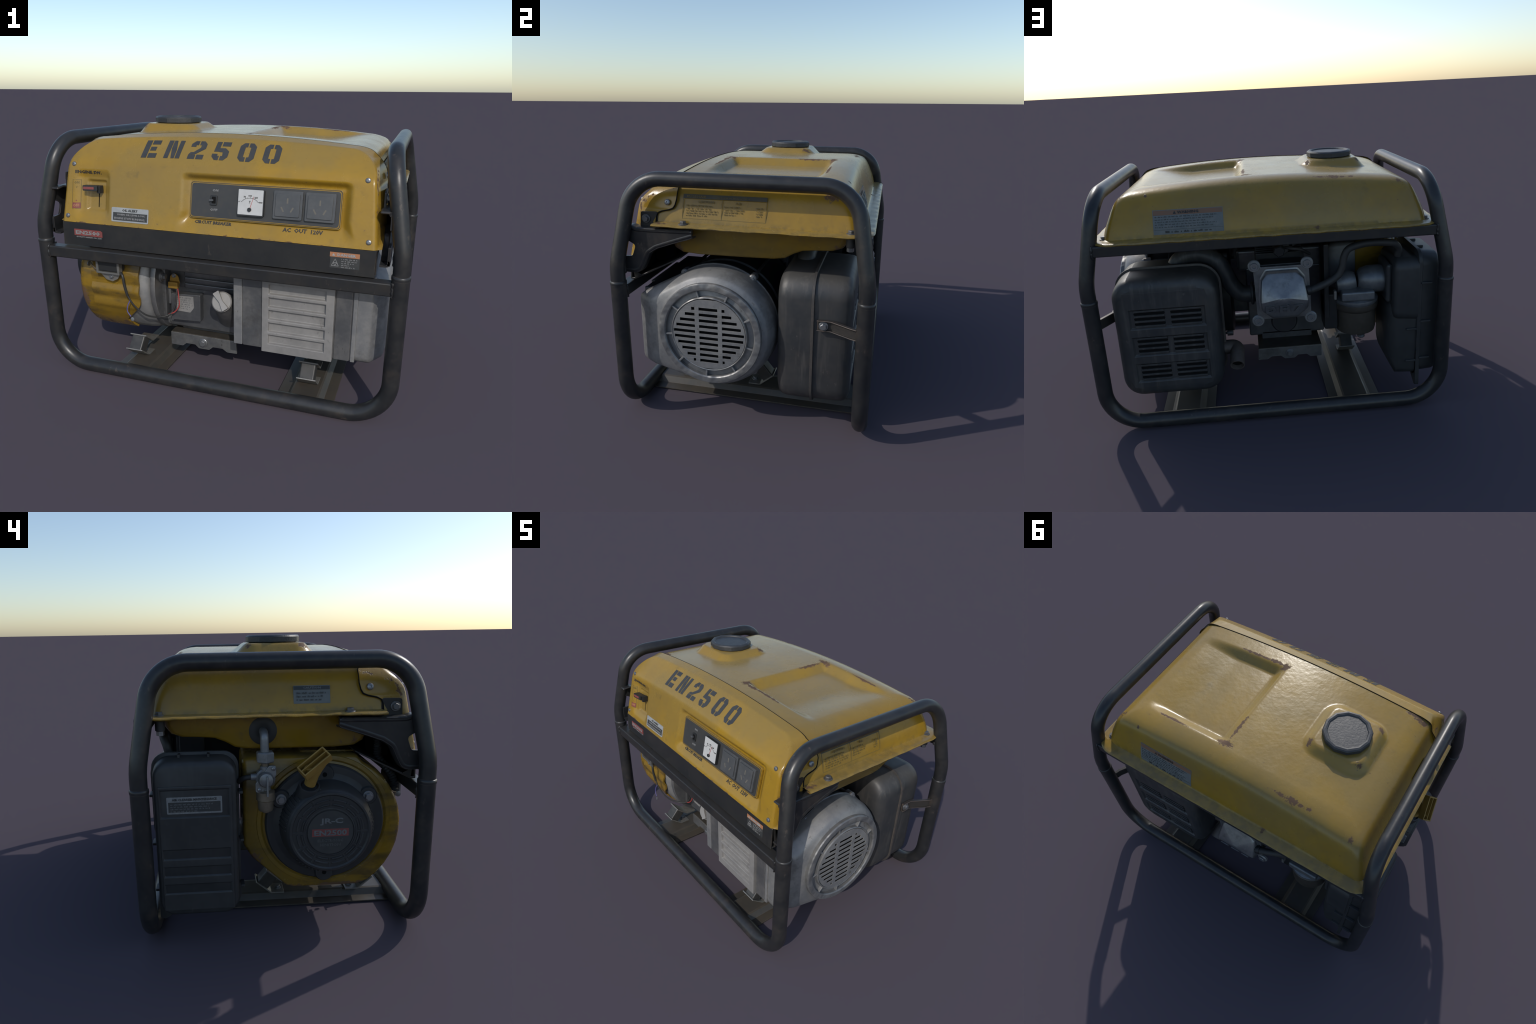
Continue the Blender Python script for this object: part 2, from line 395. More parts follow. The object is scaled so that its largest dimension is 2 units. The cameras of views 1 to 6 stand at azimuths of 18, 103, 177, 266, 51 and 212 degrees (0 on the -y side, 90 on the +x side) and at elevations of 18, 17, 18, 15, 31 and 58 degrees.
def strip(name, path, width_dir, width, thick, mat, parent=ROOT, bev=.002):
    """bent flat bar: follows a path, given the width direction"""
    path = [V(p) for p in path]; wd = V(width_dir).normalized(); rings = []
    for i, p in enumerate(path):
        t = (path[min(i + 1, len(path) - 1)] - path[max(i - 1, 0)]).normalized(); nrm = t.cross(wd).normalized()
        rings.append([p + wd * width / 2 * a + nrm * thick / 2 * b for a, b in ((-1, -1), (1, -1), (1, 1), (-1, 1))])
    bm = bmesh.new(); ring_mesh(bm, rings); bmesh.ops.recalc_face_normals(bm, faces=bm.faces); bevel(bm, bev, 1, 40)
    return obj(name, bm_mesh(bm, name), mat, parent, 30)


# bolts share their meshes
def bolt_mesh(kind):
    bm = bmesh.new()
    if kind == 'hex_bolt':          # washer + hexagonal head, unit radius 1, standing on z = 0
        ring_mesh(bm, lathe_rings([(1.0, 0), (1.0, .16), (.93, .22), (.72, .22)], (0, 0, 0), (0, 0, 1), 24))
        ring_mesh(bm, lathe_rings([(.70, .2), (.70, .66), (.60, .76), (.0, .76)], (0, 0, 0), (0, 0, 1), 6))
    elif kind == 'pan_screw':       # domed head with a recess
        ring_mesh(bm, lathe_rings([(1.0, 0), (1.0, .12), (.86, .42), (.55, .58), (.34, .60), (.28, .30), (0, .30)], (0, 0, 0), (0, 0, 1), 20))
    else:                           # socket cap screw
        ring_mesh(bm, lathe_rings([(1.0, 0), (1.0, .45), (.92, .55), (.48, .55), (.44, .15), (0, .15)], (0, 0, 0), (0, 0, 1), 24))
    me = bm_mesh(bm, kind); me.polygons.foreach_set('use_smooth', [True] * len(me.polygons)); me.set_sharp_from_angle(angle=math.radians(30)); return me


BOLTS = {}


def bolt(kind, p, axis, r, mat='bolt', parent=ROOT, spin=None):
    key = (kind, mat)
    if key not in BOLTS:
        BOLTS[key] = bolt_mesh(kind); BOLTS[key].materials.append(M[mat])
    o = bpy.data.objects.new(kind, BOLTS[key]); COL.objects.link(o); o.parent = parent
    rot = V((0, 0, 1)).rotation_difference(V(axis).normalized()).to_matrix().to_4x4()
    o.matrix_world = Matrix.Translation(V(p)) @ rot @ Matrix.Rotation(random.uniform(0, PI / 3) if spin is None else spin, 4, 'Z') @ Matrix.Scale(r, 4)
    return o


# text ------------------------------------------------------------
def text_bm(body, w, h=None, extrude=.0006, res=2, bold=.034):
    """text fitted into a box w wide (and h high), centred on the origin of its plane"""
    cu = bpy.data.curves.new('lettering', 'FONT'); cu.body = body; cu.size = 1; cu.resolution_u = res; cu.extrude = .01; cu.offset = bold
    o = bpy.data.objects.new('lettering', cu); COL.objects.link(o); bpy.context.view_layer.update()
    me = bpy.data.meshes.new_from_object(o.evaluated_get(bpy.context.evaluated_depsgraph_get()))
    bpy.data.objects.remove(o); bpy.data.curves.remove(cu)
    bm = bmesh.new(); bm.from_mesh(me); bpy.data.meshes.remove(me)
    xs = [v.co.x for v in bm.verts]; ys = [v.co.y for v in bm.verts]
    x0, x1, y0, y1 = min(xs), max(xs), min(ys), max(ys); sx = w / (x1 - x0); sy = h / (y1 - y0) if h else sx
    for v in bm.verts: v.co = ((v.co.x - (x0 + x1) / 2) * sx, (v.co.y - (y0 + y1) / 2) * sy, extrude * (1 if v.co.z > 0 else -1))
    return bm


def text(name, body, at, w, h, place, mat, parent, res=2):
    """place(u, v, w) puts the text's plane into the world"""
    bm = text_bm(body, w, h, res=res)
    for v in bm.verts: v.co = place(at[0] + v.co.x, at[1] + v.co.y, v.co.z + .0008)
    return obj(name, bm_mesh(bm, name, False), mat, parent, 0)


def flat(name, pts, place, mat, parent, w0=-.001, w1=.001):
    bm = bmesh.new(); a = [bm.verts.new(place(p[0], p[1], w0)) for p in pts]; b = [bm.verts.new(place(p[0], p[1], w1)) for p in pts]; n = len(pts)
    bm.faces.new(a[::-1]); bm.faces.new(b)
    for i in range(n): bm.faces.new((a[i], a[(i + 1) % n], b[(i + 1) % n], b[i]))
    return obj(name, bm_mesh(bm, name), mat, parent, 0)


def by(xf): return lambda u, v, w: xf @ V((u, v, w))


def print_lines(name, u0, u1, v_top, pitch, rows, h, place, mat, parent, seed=1, gap=.25):
    """rows of tiny illegible print: words as little raised dashes of varying length"""
    rnd = random.Random(seed); bm = bmesh.new()
    for k in range(rows):
        v = v_top - k * pitch; u = u0; end = u1 - (u1 - u0) * rnd.uniform(0, gap)
        while u < end:
            L = rnd.uniform(.8, 3.2) * h
            for j in range(max(1, int(L / (h * .55)))):
                a = u + j * h * .55; b = min(a + h * .40, end)
                if b - a > h * .1:
                    hh = h * rnd.choice((.6, .75, 1.0))
                    q = [place(x, y, .0012) for x, y in ((a, v), (b, v), (b, v + hh), (a, v + hh))]
                    q2 = [place(x, y, .0002) for x, y in ((a, v), (b, v), (b, v + hh), (a, v + hh))]
                    A = [bm.verts.new(p) for p in q]; B = [bm.verts.new(p) for p in q2]
                    bm.faces.new(A); bm.faces.new(B[::-1])
                    for i in range(4): bm.faces.new((A[i], B[i], B[(i + 1) % 4], A[(i + 1) % 4]))
            u += L + h * .6
    o = obj(name, bm_mesh(bm, name), mat, parent, 0); o['kind'] = 'stuff'; return o


def pocket_plate(name, u0, u1, v0, v1, pockets, depth, thick, xf, mat, parent, bev=.003, slope=.0):
    """plate in the (u, v) plane, top at w = 0, with rectangular pockets; slope widens the mouth of the pockets"""
    bm = bmesh.new()
    us = sorted({u0, u1, *[p[0] for p in pockets], *[p[1] for p in pockets]}); vs = sorted({v0, v1, *[p[2] for p in pockets], *[p[3] for p in pockets]})
    inside = lambda a, b: any(p[0] < a < p[1] and p[2] < b < p[3] for p in pockets)
    G = {}
    def vert(u, v, w):
        k = (round(u, 6), round(v, 6), round(w, 6))
        if k not in G: G[k] = bm.verts.new((u, v, w))
        return G[k]
    for a, b in zip(us, us[1:]):
        for c, d in zip(vs, vs[1:]):
            if not inside((a + b) / 2, (c + d) / 2): bm.faces.new([vert(a, c, 0), vert(b, c, 0), vert(b, d, 0), vert(a, d, 0)])
    for p in pockets:
        cu = [x for x in us if p[0] <= x <= p[1]]; cv = [x for x in vs if p[2] <= x <= p[3]]
        rim = [(x, p[2]) for x in cu[:-1]] + [(p[1], y) for y in cv[:-1]] + [(x, p[3]) for x in cu[:0:-1]] + [(p[0], y) for y in cv[:0:-1]]
        s = slope; mu, mv = (p[0] + p[1]) / 2, (p[2] + p[3]) / 2
        ins = [bm.verts.new((min(max(x, p[0] + s), p[1] - s), min(max(y, p[2] + s), p[3] - s), -depth)) for x, y in rim]
        for i in range(len(rim)):
            j = (i + 1) % len(rim); q = [vert(*rim[i], 0), vert(*rim[j], 0), ins[j], ins[i]]
            if (q[2].co - q[3].co).length < 1e-7: q = q[:3]
            bm.faces.new(q)
        keep = []
        for v in ins:
            if not keep or (v.co - keep[-1].co).length > 1e-7: keep.append(v)
        if len(keep) > 2: bm.faces.new(keep)
    rim = [(x, v0) for x in us[:-1]] + [(u1, y) for y in vs[:-1]] + [(x, v1) for x in us[:0:-1]] + [(u0, y) for y in vs[:0:-1]]
    low = [bm.verts.new((x, y, -thick)) for x, y in rim]; top = [vert(x, y, 0) for x, y in rim]
    for i in range(len(rim)):
        j = (i + 1) % len(rim); bm.faces.new((top[j], top[i], low[i], low[j]))
    bm.faces.new(low[::-1])
    bmesh.ops.dissolve_limit(bm, angle_limit=.01, verts=bm.verts, edges=bm.edges)
    bmesh.ops.recalc_face_normals(bm, faces=bm.faces); bevel(bm, bev, 2); bm.transform(xf)
    return obj(name, bm_mesh(bm, name), mat, parent, 35, wn=True)


def sstep(a, b, x):
    t = min(max((x - a) / (b - a), 0), 1); return t * t * (3 - 2 * t)


def interp(x, tab):
    if x <= tab[0][0]: return tab[0][1]
    for (a, p), (b, q) in zip(tab, tab[1:]):
        if x <= b: return p + (q - p) * (x - a) / (b - a)
    return tab[-1][1]


# ================================================================== frame
FX0, FX1, FY, R_T = -.931, .962, .637, .041
frame = empty_group('tube_frame')
for s in (-1, 1):
    y = s * FY
    path = fillet_path([(FX0, y, .785), (FX0, y, R_T), (FX1, y, R_T), (FX1, y, .785)], [.20, .20], 14)
    tube('lower_tube', path, R_T, 'frame', frame, 28)
    for x in (FX0, FX1):        # swaged collar where the hoop plugs in
        lathe('tube_collar', [(.036, .0), (.0425, .003), (.0432, .012), (.0425, .020), (.038, .024)], (x, y, .764), (0, 0, 1), 'frame', frame, 28)
for sx, xb in ((-1, FX0), (1, FX1)):
    xt = xb - sx * .077
    path = fillet_path([(xb, -FY, .77), (xb, -FY, .87), (xt, -.562, 1.312), (xt, .562, 1.312), (xb, FY, .87), (xb, FY, .77)], [.5, .185, .185, .5], 14)
    tube('end_hoop', path, .0385, 'frame', frame, 28)
box('front_rail', (-.905, -.668, .690), (.936, -.606, .752), 'rail', frame, .007, 3)
box('rear_rail', (-.885, .583, 1.020), (.918, .641, 1.077), 'rail', frame, .007, 3)
# weld beads at the rail ends
def weld(c, axis_u, axis_v, su, sv, toward, parent=frame):
    bm = bmesh.new(); c = V(c); rnd = random.Random(int(abs(c.x * 1000) + abs(c.y * 100)))
    n = 40; path = []
    for i in range(n + 1):
        t = (i / n * 4) % 4; k = int(t); f = t - k
        a, b = [(-1 + 2 * f, -1), (1, -1 + 2 * f), (1 - 2 * f, 1), (-1, 1 - 2 * f)][k]
        path.append(c + V(axis_u) * a * su + V(axis_v) * b * sv + V(toward) * rnd.uniform(-.002, .002))
    rr = [rnd.uniform(.004, .0085) for _ in range(n + 1)]
    ring_mesh(bm, tube_rings(path, lambda f: rr[int(f * n + .5)], 8))
    return obj('weld_bead', bm_mesh(bm, 'weld_bead'), 'frame', parent, 60)
for x, t in ((-.898, -1), (.929, 1)): weld((x, -.637, .721), (0, 1, 0), (0, 0, 1), .031, .031, (t, 0, 0))
for x, t in ((-.873, -1), (.906, 1)): weld((x, .612, 1.0485), (0, 1, 0), (0, 0, 1), .030, .029, (t, 0, 0))

# cross members: hat-shaped channels between the two bottom tubes
def skid(xc):
    half = [(-.152, .004), (-.152, .010), (-.098, .014), (-.076, .043), (-.066, .048), (.066, .048), (.076, .043), (.098, .014), (.152, .010), (.152, .004), (.092, .006), (.068, .038), (-.068, .038), (-.092, .006)]
    bm = bmesh.new(); rings = [[V((xc + x, y, z)) for x, z in half] for y in (-.615, -.3, 0, .3, .615)]
    ring_mesh(bm, rings); bmesh.ops.recalc_face_normals(bm, faces=bm.faces)
    return obj('cross_member', bm_mesh(bm, 'cross_member'), 'deck', frame, 25)
for xc in (-.452, .532): skid(xc)
for xc in (-.452, .532):
    for s in (-1, 1): weld((xc, s * .604, .046), (1, 0, 0), (0, 0, 1), .07, .004, (0, s, 0))

# ================================================================== fuel tank
tank = empty_group('fuel_tank')
LIPX, LIPY, ZF = .915, .650, 1.084
def ztop(x): return 1.352 - .075 * (x - CX) ** 2
TP = [(.064, .03), (.067, .10), (.073, .22), (.085, .38), (.100, .54), (.110, .65), (.120, .74), (.131, .82), (.144, .885), (.160, .93), (.185, .965), (.215, .99), (.25, 1.0)]
def pad_field(x, y):
    dx, dy = abs(x + .411) - .095, abs(y + .002) - .095
    d = math.hypot(max(dx, 0), max(dy, 0)) + min(max(dx, dy), 0)
    return 1 - min(max((d - .050) / .050, 0), 1)
def tank_feat(x, y, z):
    m = pad_field(x, y); m = m * m * (3 - 2 * m) * .15 + m * .85
    z = z + (1.380 - z) * m
    rec = sstep(.115, .185, x) * (1 - sstep(.42, .73, x)) * sstep(-.268, -.205, y) * (1 - sstep(.318, .382, y))
    return z - .043 * rec
bm = bmesh.new()
NXT, NYT, NC = 140, 84, 7
def tank_ring(d, h, zabs=None):
    hw = LIPX - d; yb = LIPY - d
    r = interp(d, [(0, .125), (.05, .055), (.10, .045), (.16, .04), (.25, 0.0)])
    zz = zabs if zabs is not None else ZF + h * .25
    yf = -.455 if zz < 1.13 else -.374 - .081 * (1 - sstep(1.13, 1.17, zz))
    pts = []
    for i in range(NYT): pts.append((CX - hw, yf + (yb - r - yf) * i / (NYT - 1)))
    for i in range(1, NC): a = PI - PI / 2 * i / NC; pts.append((CX - hw + r + r * math.cos(a), yb - r + r * math.sin(a)))
    for i in range(NXT): pts.append((CX - hw + r + (2 * hw - 2 * r) * i / (NXT - 1), yb))
    for i in range(1, NC): a = PI / 2 - PI / 2 * i / NC; pts.append((CX + hw - r + r * math.cos(a), yb - r + r * math.sin(a)))
    for i in range(NYT): pts.append((CX + hw, yb - r + (yf - yb + r) * i / (NYT - 1)))
    out = []
    for x, y in pts:
        z = zabs if zabs is not None else ZF + (ztop(x) - ZF) * h
        if h > .8: z = tank_feat(x, y, z)
        if zabs is not None and d < .03: z += .0018 * math.sin(x * 41 + y * 37) * math.sin(x * 13 - y * 17)
        out.append(V((x, y, z)))
    return out
rings = [tank_ring(.03, 0, 1.0755), tank_ring(.008, 0, 1.0735), tank_ring(0.0, 0, 1.0755), tank_ring(-.002, 0, 1.080), tank_ring(.003, 0, 1.0850), tank_ring(.012, 0, 1.0865), tank_ring(.040, 0, 1.0865), tank_ring(.055, 0, 1.0880)] + [tank_ring(d, h) for d, h in TP]
vr = ring_mesh(bm, rings, closed=False)
last = vr[-1]; inner = rings[-1]; nl = NYT + NC - 1
# top sheet between the innermost ring's left and right sides
x0, x1 = inner[0].x, inner[-1].x
prev = None
for j in range(NYT):
    a, b = last[j], last[-1 - j]
    if j == NYT - 1: row = last[nl:nl + NXT]
    else:
        row = [a]
        for i in range(1, NXT - 1):
            x = x0 + (x1 - x0) * i / (NXT - 1); y = a.co.y; row.append(bm.verts.new((x, y, tank_feat(x, y, ztop(x)))))
        row.append(b)
    if prev:
        for i in range(NXT - 1):
            try: bm.faces.new((prev[i], prev[i + 1], row[i + 1], row[i]))
            except ValueError: pass
    prev = row
bmesh.ops.remove_doubles(bm, verts=bm.verts, dist=1e-5)
obj('tank_shell', bm_mesh(bm, 'tank_shell'), 'tank', tank, 60)

# lower half of the tank: a dished pan, deeper towards the front
belly = [(-.41, 1.068), (-.408, .99), (-.385, .938), (-.345, .915), (-.25, .908), (.0, .910), (.16, .913), (.215, .922), (.26, .948), (.31, .968), (.38, .974), (.46, .978), (.505, .995), (.53, 1.03), (.54, 1.068)]
rings = []
for x, k in ((-.792, .82), (-.786, .93), (-.770, .98), (-.745, 1.0), (-.4, 1), (0, 1), (.4, 1), (.768, 1.0), (.793, .98), (.809, .93), (.815, .82)):
    rings.append([V((x, .065 + (y - .065) * (.6 + .4 * k), 1.068 - (1.068 - z) * (.45 + .55 * k))) for y, z in belly])
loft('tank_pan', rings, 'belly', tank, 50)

# filler cap
FC = (-.411, -.002)
capg = empty_group('fuel_cap', tank)
lathe('filler_neck', [(.102, 1.365), (.102, 1.388), (.09, 1.392)], (*FC, 0), (0, 0, 1), 'tank', capg, 32)
lathe('cap_body', [(.118, 1.3805), (.1335, 1.383), (.1355, 1.386), (.1355, 1.408), (.130, 1.4155), (.120, 1.418), (.111, 1.415), (.107, 1.409), (.05, 1.4095), (0, 1.410)], (*FC, 0), (0, 0, 1), 'cap', capg, 12, 30, .2)
# flange bolts
for p in ((.861, .541, 1.086), (-.835, .541, 1.086), (.884, -.297, 1.086), (-.860, -.297, 1.086)):
    bolt('hex_bolt', p, (0, 0, 1), .024, 'dbolt', tank)
for p in ((.861, .541), (-.835, .541)): cyl('rubber_bush', (*p, 1.02), (*p, 1.066), .022, 'rubber', tank); cyl('lower_nut', (*p, 1.0), (*p, 1.02), .018, 'bolt', tank, 6, .05)

# labels on the tank
def PANEL(name, u0, u1, v0, v1, place, mat, parent, w0, w1, step=.012):
    """rectangular sticker that follows a curved surface"""
    nu, nv = max(1, int((u1 - u0) / step)), max(1, int((v1 - v0) / step)); bm = bmesh.new()
    G = [[[bm.verts.new(place(u0 + (u1 - u0) * i / nu, v0 + (v1 - v0) * j / nv, w)) for i in range(nu + 1)] for j in range(nv + 1)] for w in (w0, w1)]
    for j in range(nv):
        for i in range(nu):
            a = G[1]; bm.faces.new((a[j][i], a[j][i + 1], a[j + 1][i + 1], a[j + 1][i]))
    rim = [(0, i) for i in range(nu)] + [(j, nu) for j in range(nv)] + [(nv, i) for i in range(nu, 0, -1)] + [(j, 0) for j in range(nv, 0, -1)]
    for (a, b), (c, d) in zip(rim, rim[1:] + rim[:1]): bm.faces.new((G[0][a][b], G[0][c][d], G[1][c][d], G[1][a][b]))
    return obj(name, bm_mesh(bm, name), mat, parent, 0)
def wall_map(p, u, v):
    m = frame_axes(p, u, v); return by(m)
def back(u, v, w):                 # on the rear wall, centred on the warning label
    z = 1.1645 + v; x = .4165 - u; h = (z - ZF) / (ztop(x) - ZF)
    d = interp(h, [(b, a) for a, b in TP]); return V((x, LIPY - d + w, z + w * .3))
hw, hh = .180, .0605
PANEL('warning_label', -hw, hw, -hh, hh, back, 'lab', tank, -.003, .0015)
PANEL('label_header', -hw + .003, hw - .003, hh - .026, hh - .003, back, 'labo', tank, .0005, .0022)
bk = lambda u, v, w: back(u, v, w + .0018)
text('warning_lettering', 'WARNING', (.0, hh - .0145), .11, .0135, lambda u, v, w: back(u, v, w + .0024), 'ink', tank, 1)
flat('warning_triangle', [(-.076, hh - .022), (-.060, hh - .022), (-.068, hh - .007)], back, 'ink', tank, 0, .003)
print_lines('label_print', -hw + .01, hw - .01, hh - .037, .0125, 5, .006, bk, 'inkl', tank, 3)
flat('label_rule', [(-hw + .003, -hh + .0225), (hw - .003, -hh + .0225), (hw - .003, -hh + .0235), (-hw + .003, -hh + .0235)], back, 'ink', tank, 0, .0022)
print_lines('label_print', -hw + .06, hw - .06, -hh + .007, .01, 1, .010, bk, 'ink', tank, 5, 0)
def side_xz(z): return interp(z, [(1.085, .850), (1.106, .846), (1.14, .841), (1.18, .831), (1.217, .817), (1.249, .802)])
side_r = lambda u, v, w: V((CX + side_xz(v) + w + .0005, u, v))
side_l = lambda u, v, w: V((CX - side_xz(v) - w - .0005, -u, v))
# right spec table: dark print straight on the yellow
T0, T1, B0, B1 = -.311, .126, 1.111, 1.232
def bars(name, rects, place, mat, parent, w0=-.0005, w1=.001):
    bm = bmesh.new()
    for a, b, c, d in rects:
        k = max(1, int((d - c) / .02)); l = max(1, int((b - a) / .02))
        for i in range(k * l):
            e, f = c + (d - c) * (i % k) / k, c + (d - c) * (i % k + 1) / k; j = i // k
            a_, b_ = a + (b - a) * j / l, a + (b - a) * (j + 1) / l
            P = [place(x, y, w) for w in (w0, w1) for x, y in ((a_, e), (b_, e), (b_, f), (a_, f))]; q = [bm.verts.new(p) for p in P]
            for fc in ((3, 2, 1, 0), (4, 5, 6, 7), (0, 1, 5, 4), (1, 2, 6, 5), (2, 3, 7, 6), (3, 0, 4, 7)): bm.faces.new([q[i] for i in fc])
    return obj(name, bm_mesh(bm, name, True), mat, parent, 0)
bars('table_rules', [(T0, T1, B0, B0 + .003), (T0, T0 + .003, B0, B1 - .02), (T1 - .003, T1, B0, B1 - .02), (-.105, -.102, B0, B1 - .02)], side_r, 'fadeink', tank)
bars('table_header', [(T0, T1, B1 - .020, B1)], side_r, 'head', tank)
text('table_title', 'EN 2500A/E', (T0 + .07, B1 - .010), .10, .011, lambda u, v, w: side_r(u, v, w + .001), 'fadeink', tank, 1)
print_lines('table_print', T0 + .18, T1 - .08, B1 - .014, .01, 1, .006, lambda u, v, w: side_r(u, v, w + .001), 'fadeink', tank, 8, 0)
text('table_caption', 'CAUTION', (-.19, B1 - .034), .085, .011, side_r, 'fadeink', tank, 1)
text('table_caption', 'A.R', (-.02, B1 - .034), .03, .011, side_r, 'fadeink', tank, 1)
print_lines('table_print', T0 + .02, -.12, B1 - .056, .0125, 5, .007, side_r, 'fadeink', tank, 11, .4)
print_lines('table_print', -.09, .02, B1 - .056, .0125, 4, .007, side_r, 'fadeink', tank, 12, .5)
print_lines('table_print', .075, .108, B1 - .056, .0125, 4, .007, side_r, 'fadeink', tank, 13, .2)
# left caution label
flat('caution_label', rrect(.048, .212, 1.123, 1.200, .003, 2), side_l, 'lab', tank, -.004, .0012)
flat('label_header', [(.050, 1.183), (.210, 1.183), (.210, 1.198), (.050, 1.198)], side_l, 'labd', tank, 0, .002)
text('caution_lettering', 'CAUTION', (.13, 1.1905), .08, .009, lambda u, v, w: side_l(u, v, w + .002), 'lab', tank, 1)
print_lines('label_print', .062, .198, 1.165, .0145, 3, .008, lambda u, v, w: side_l(u, v, w + .0012), 'inkl', tank, 21, .2)

# ================================================================== control cowl
cowl = empty_group('control_cowl')
ZB = .886
def cowl_w(z): return .832 - .085 * (z - ZB)
RC, WC = .125, .806
def cowl_top(x):
    a = abs(x - CX); z = 1.336 - .055 * a * a; e = a - (WC - RC)
    return z - (RC - math.sqrt(max(RC * RC - e * e, 0))) * .95 if e > 0 else z
CH = [(-.02, .128), (0, .110), (.010, .098), (.017, .090), (.05, .058), (.08, .030), (.095, .0165), (.11, .007), (.13, .001), (.16, 0)]
def cowl_y0(x, z):
    d = 1.336 - .055 * (x - CX) ** 2 - z; y = -.625 + .2 * (z - ZB)
    return y + sum(interp(d + o, CH) for o in (-.012, -.006, 0, .006, .012)) / 5
def recess(x, z):
    # meter bay: steep upper lip, sides that flare towards the bottom edge
    fl = (1.0 - sstep(.886, 1.0, z)) * .03
    m = sstep(-.130 - fl, -.083 - fl * .3, x) * (1 - sstep(.678 + fl * .3, .726 + fl, x)) * (1 - sstep(1.138, 1.178, z)) * sstep(.890, .968, z)
    # switch bay on the left with a deeper slot
    s = sstep(-.752, -.695, x) * (1 - sstep(-.563, -.527, x)) * (1 - sstep(1.116, 1.172, z)) * sstep(.905, .962, z)
    t = sstep(-.682, -.664, x) * (1 - sstep(-.572, -.562, x)) * (1 - sstep(1.098, 1.114, z)) * sstep(.945, .962, z)
    return .030 * m + .016 * s + .014 * t
def cowl_y(x, z):
    y = cowl_y0(x, z) + recess(x, z)
    ds = cowl_w(z) - abs(x - CX)
    if ds < .016: y += .008 * (1 - max(ds, 0) / .016) ** 2
    return y
NXC, NZC = 240, 84
bm = bmesh.new()
def fx(i):
    f = -1 + 2 * i / (NXC - 1); return f * .55 + .45 * math.sin(f * PI / 2)
grid = []
for j in range(NZC):
    v = j / (NZC - 1); row = []
    for i in range(NXC):
        f = fx(i); zt = cowl_top(CX + f * WC); z = ZB + v * (zt - ZB); x = CX + f * (cowl_w(z) if v < .999 else cowl_w(zt))
        x = CX + f * min(cowl_w(z), 9)
        row.append(bm.verts.new((x, cowl_y(x, z), z)))
    grid.append(row)
for a, b in zip(grid, grid[1:]):
    for i in range(NXC - 1): bm.faces.new((a[i], a[i + 1], b[i + 1], b[i]))
# tank outline at the seam, used for the rim
sec = sorted([(LIPX - d, h) for d, h in TP])
def tank_section(a):           # half width -> height of the tank at the seam
    h = interp(a, sec); return ZF + (ztop(CX + min(a, .67)) - ZF) * h
def seam_y(z):
    return interp(z, [(.886, -.60), (.90, -.55), (.925, -.475), (.965, -.425), (1.0, -.445), (1.06, -.456), (1.115, -.452), (1.135, -.444), (1.145, -.425), (1.153, -.385), (1.162, -.362), (1.18, -.352), (1.26, -.345)])
edge = [grid[j][0] for j in range(NZC)] + grid[-1][1:-1] + [grid[j][-1] for j in range(NZC - 1, -1, -1)]
rear = []
for k, v in enumerate(edge):
    x, y, z = v.co; a = abs(x - CX); sg = 1 if x > CX else -1
    if NZC <= k < NZC + NXC - 2:
        aa = min(a * .838 / WC, .838); zz = max(tank_section(aa), z - .004) + .002
        ry = -.373 + .028 * sstep(1.30, 1.26, zz); rear.append(V((CX + sg * max(aa, a), ry, zz)))
    else:
        wx = side_xz(z) + .007 if z > 1.085 else .856
        rear.append(V((CX + sg * max(wx, a + .002), max(seam_y(z), y + .006), z)))
STEPS = 6
prev = edge
for s in range(1, STEPS + 1):
    f = s / STEPS
    row = [bm.verts.new(e.co.lerp(r, f)) for e, r in zip(edge, rear)]
    for i in range(len(edge) - 1): bm.faces.new((prev[i], prev[i + 1], row[i + 1], row[i]))
    prev = row
# folded-in lip along the rear edge (gives the dark seam)
row = []
for e, r in zip(edge, rear):
    c = V((CX, r.y, 1.10)); row.append(bm.verts.new(r + (c - r).normalized() * .016 + V((0, -.004, 0))))
for i in range(len(edge) - 1): bm.faces.new((prev[i], prev[i + 1], row[i + 1], row[i]))
bmesh.ops.recalc_face_normals(bm, faces=bm.faces)
if grid[10][NXC // 2].normal.y > 0: bmesh.ops.reverse_faces(bm, faces=bm.faces)
obj('cowl_shell', bm_mesh(bm, 'cowl_shell', False), 'cowl', cowl, 62)
# a black backing strip just below the seam gap
strip_pts = [V((CX + f * .80, -.372, tank_section(abs(f) * .80) - .014)) for f in [i / 20 - 1 for i in range(41)]]
tube('seam_gasket', strip_pts, .007, 'rubber', cowl, 8)

gap = [p + V((0, .003, -.001)) for p in rear if p.z > 1.075]
tube('seam_dark_line', gap, lambda f: interp(gap[int(f * (len(gap) - 1) + .5)].z, [(1.16, .0036), (1.24, .0020)]), 'void', cowl, 8)  # solid black tube that draws the dark line along the seam
def face_place(x, z, w):        # on the cowl's front
    y = cowl_y(x, z); e = .003
    nz = -(cowl_y(x, z + e) - cowl_y(x, z - e)) / (2 * e); n = V((0, -1, -nz * -1)).normalized()
    n = V((0, -1, (cowl_y(x, z + e) - cowl_y(x, z - e)) / (2 * e))).normalized()
    return V((x, y, z)) + n * w

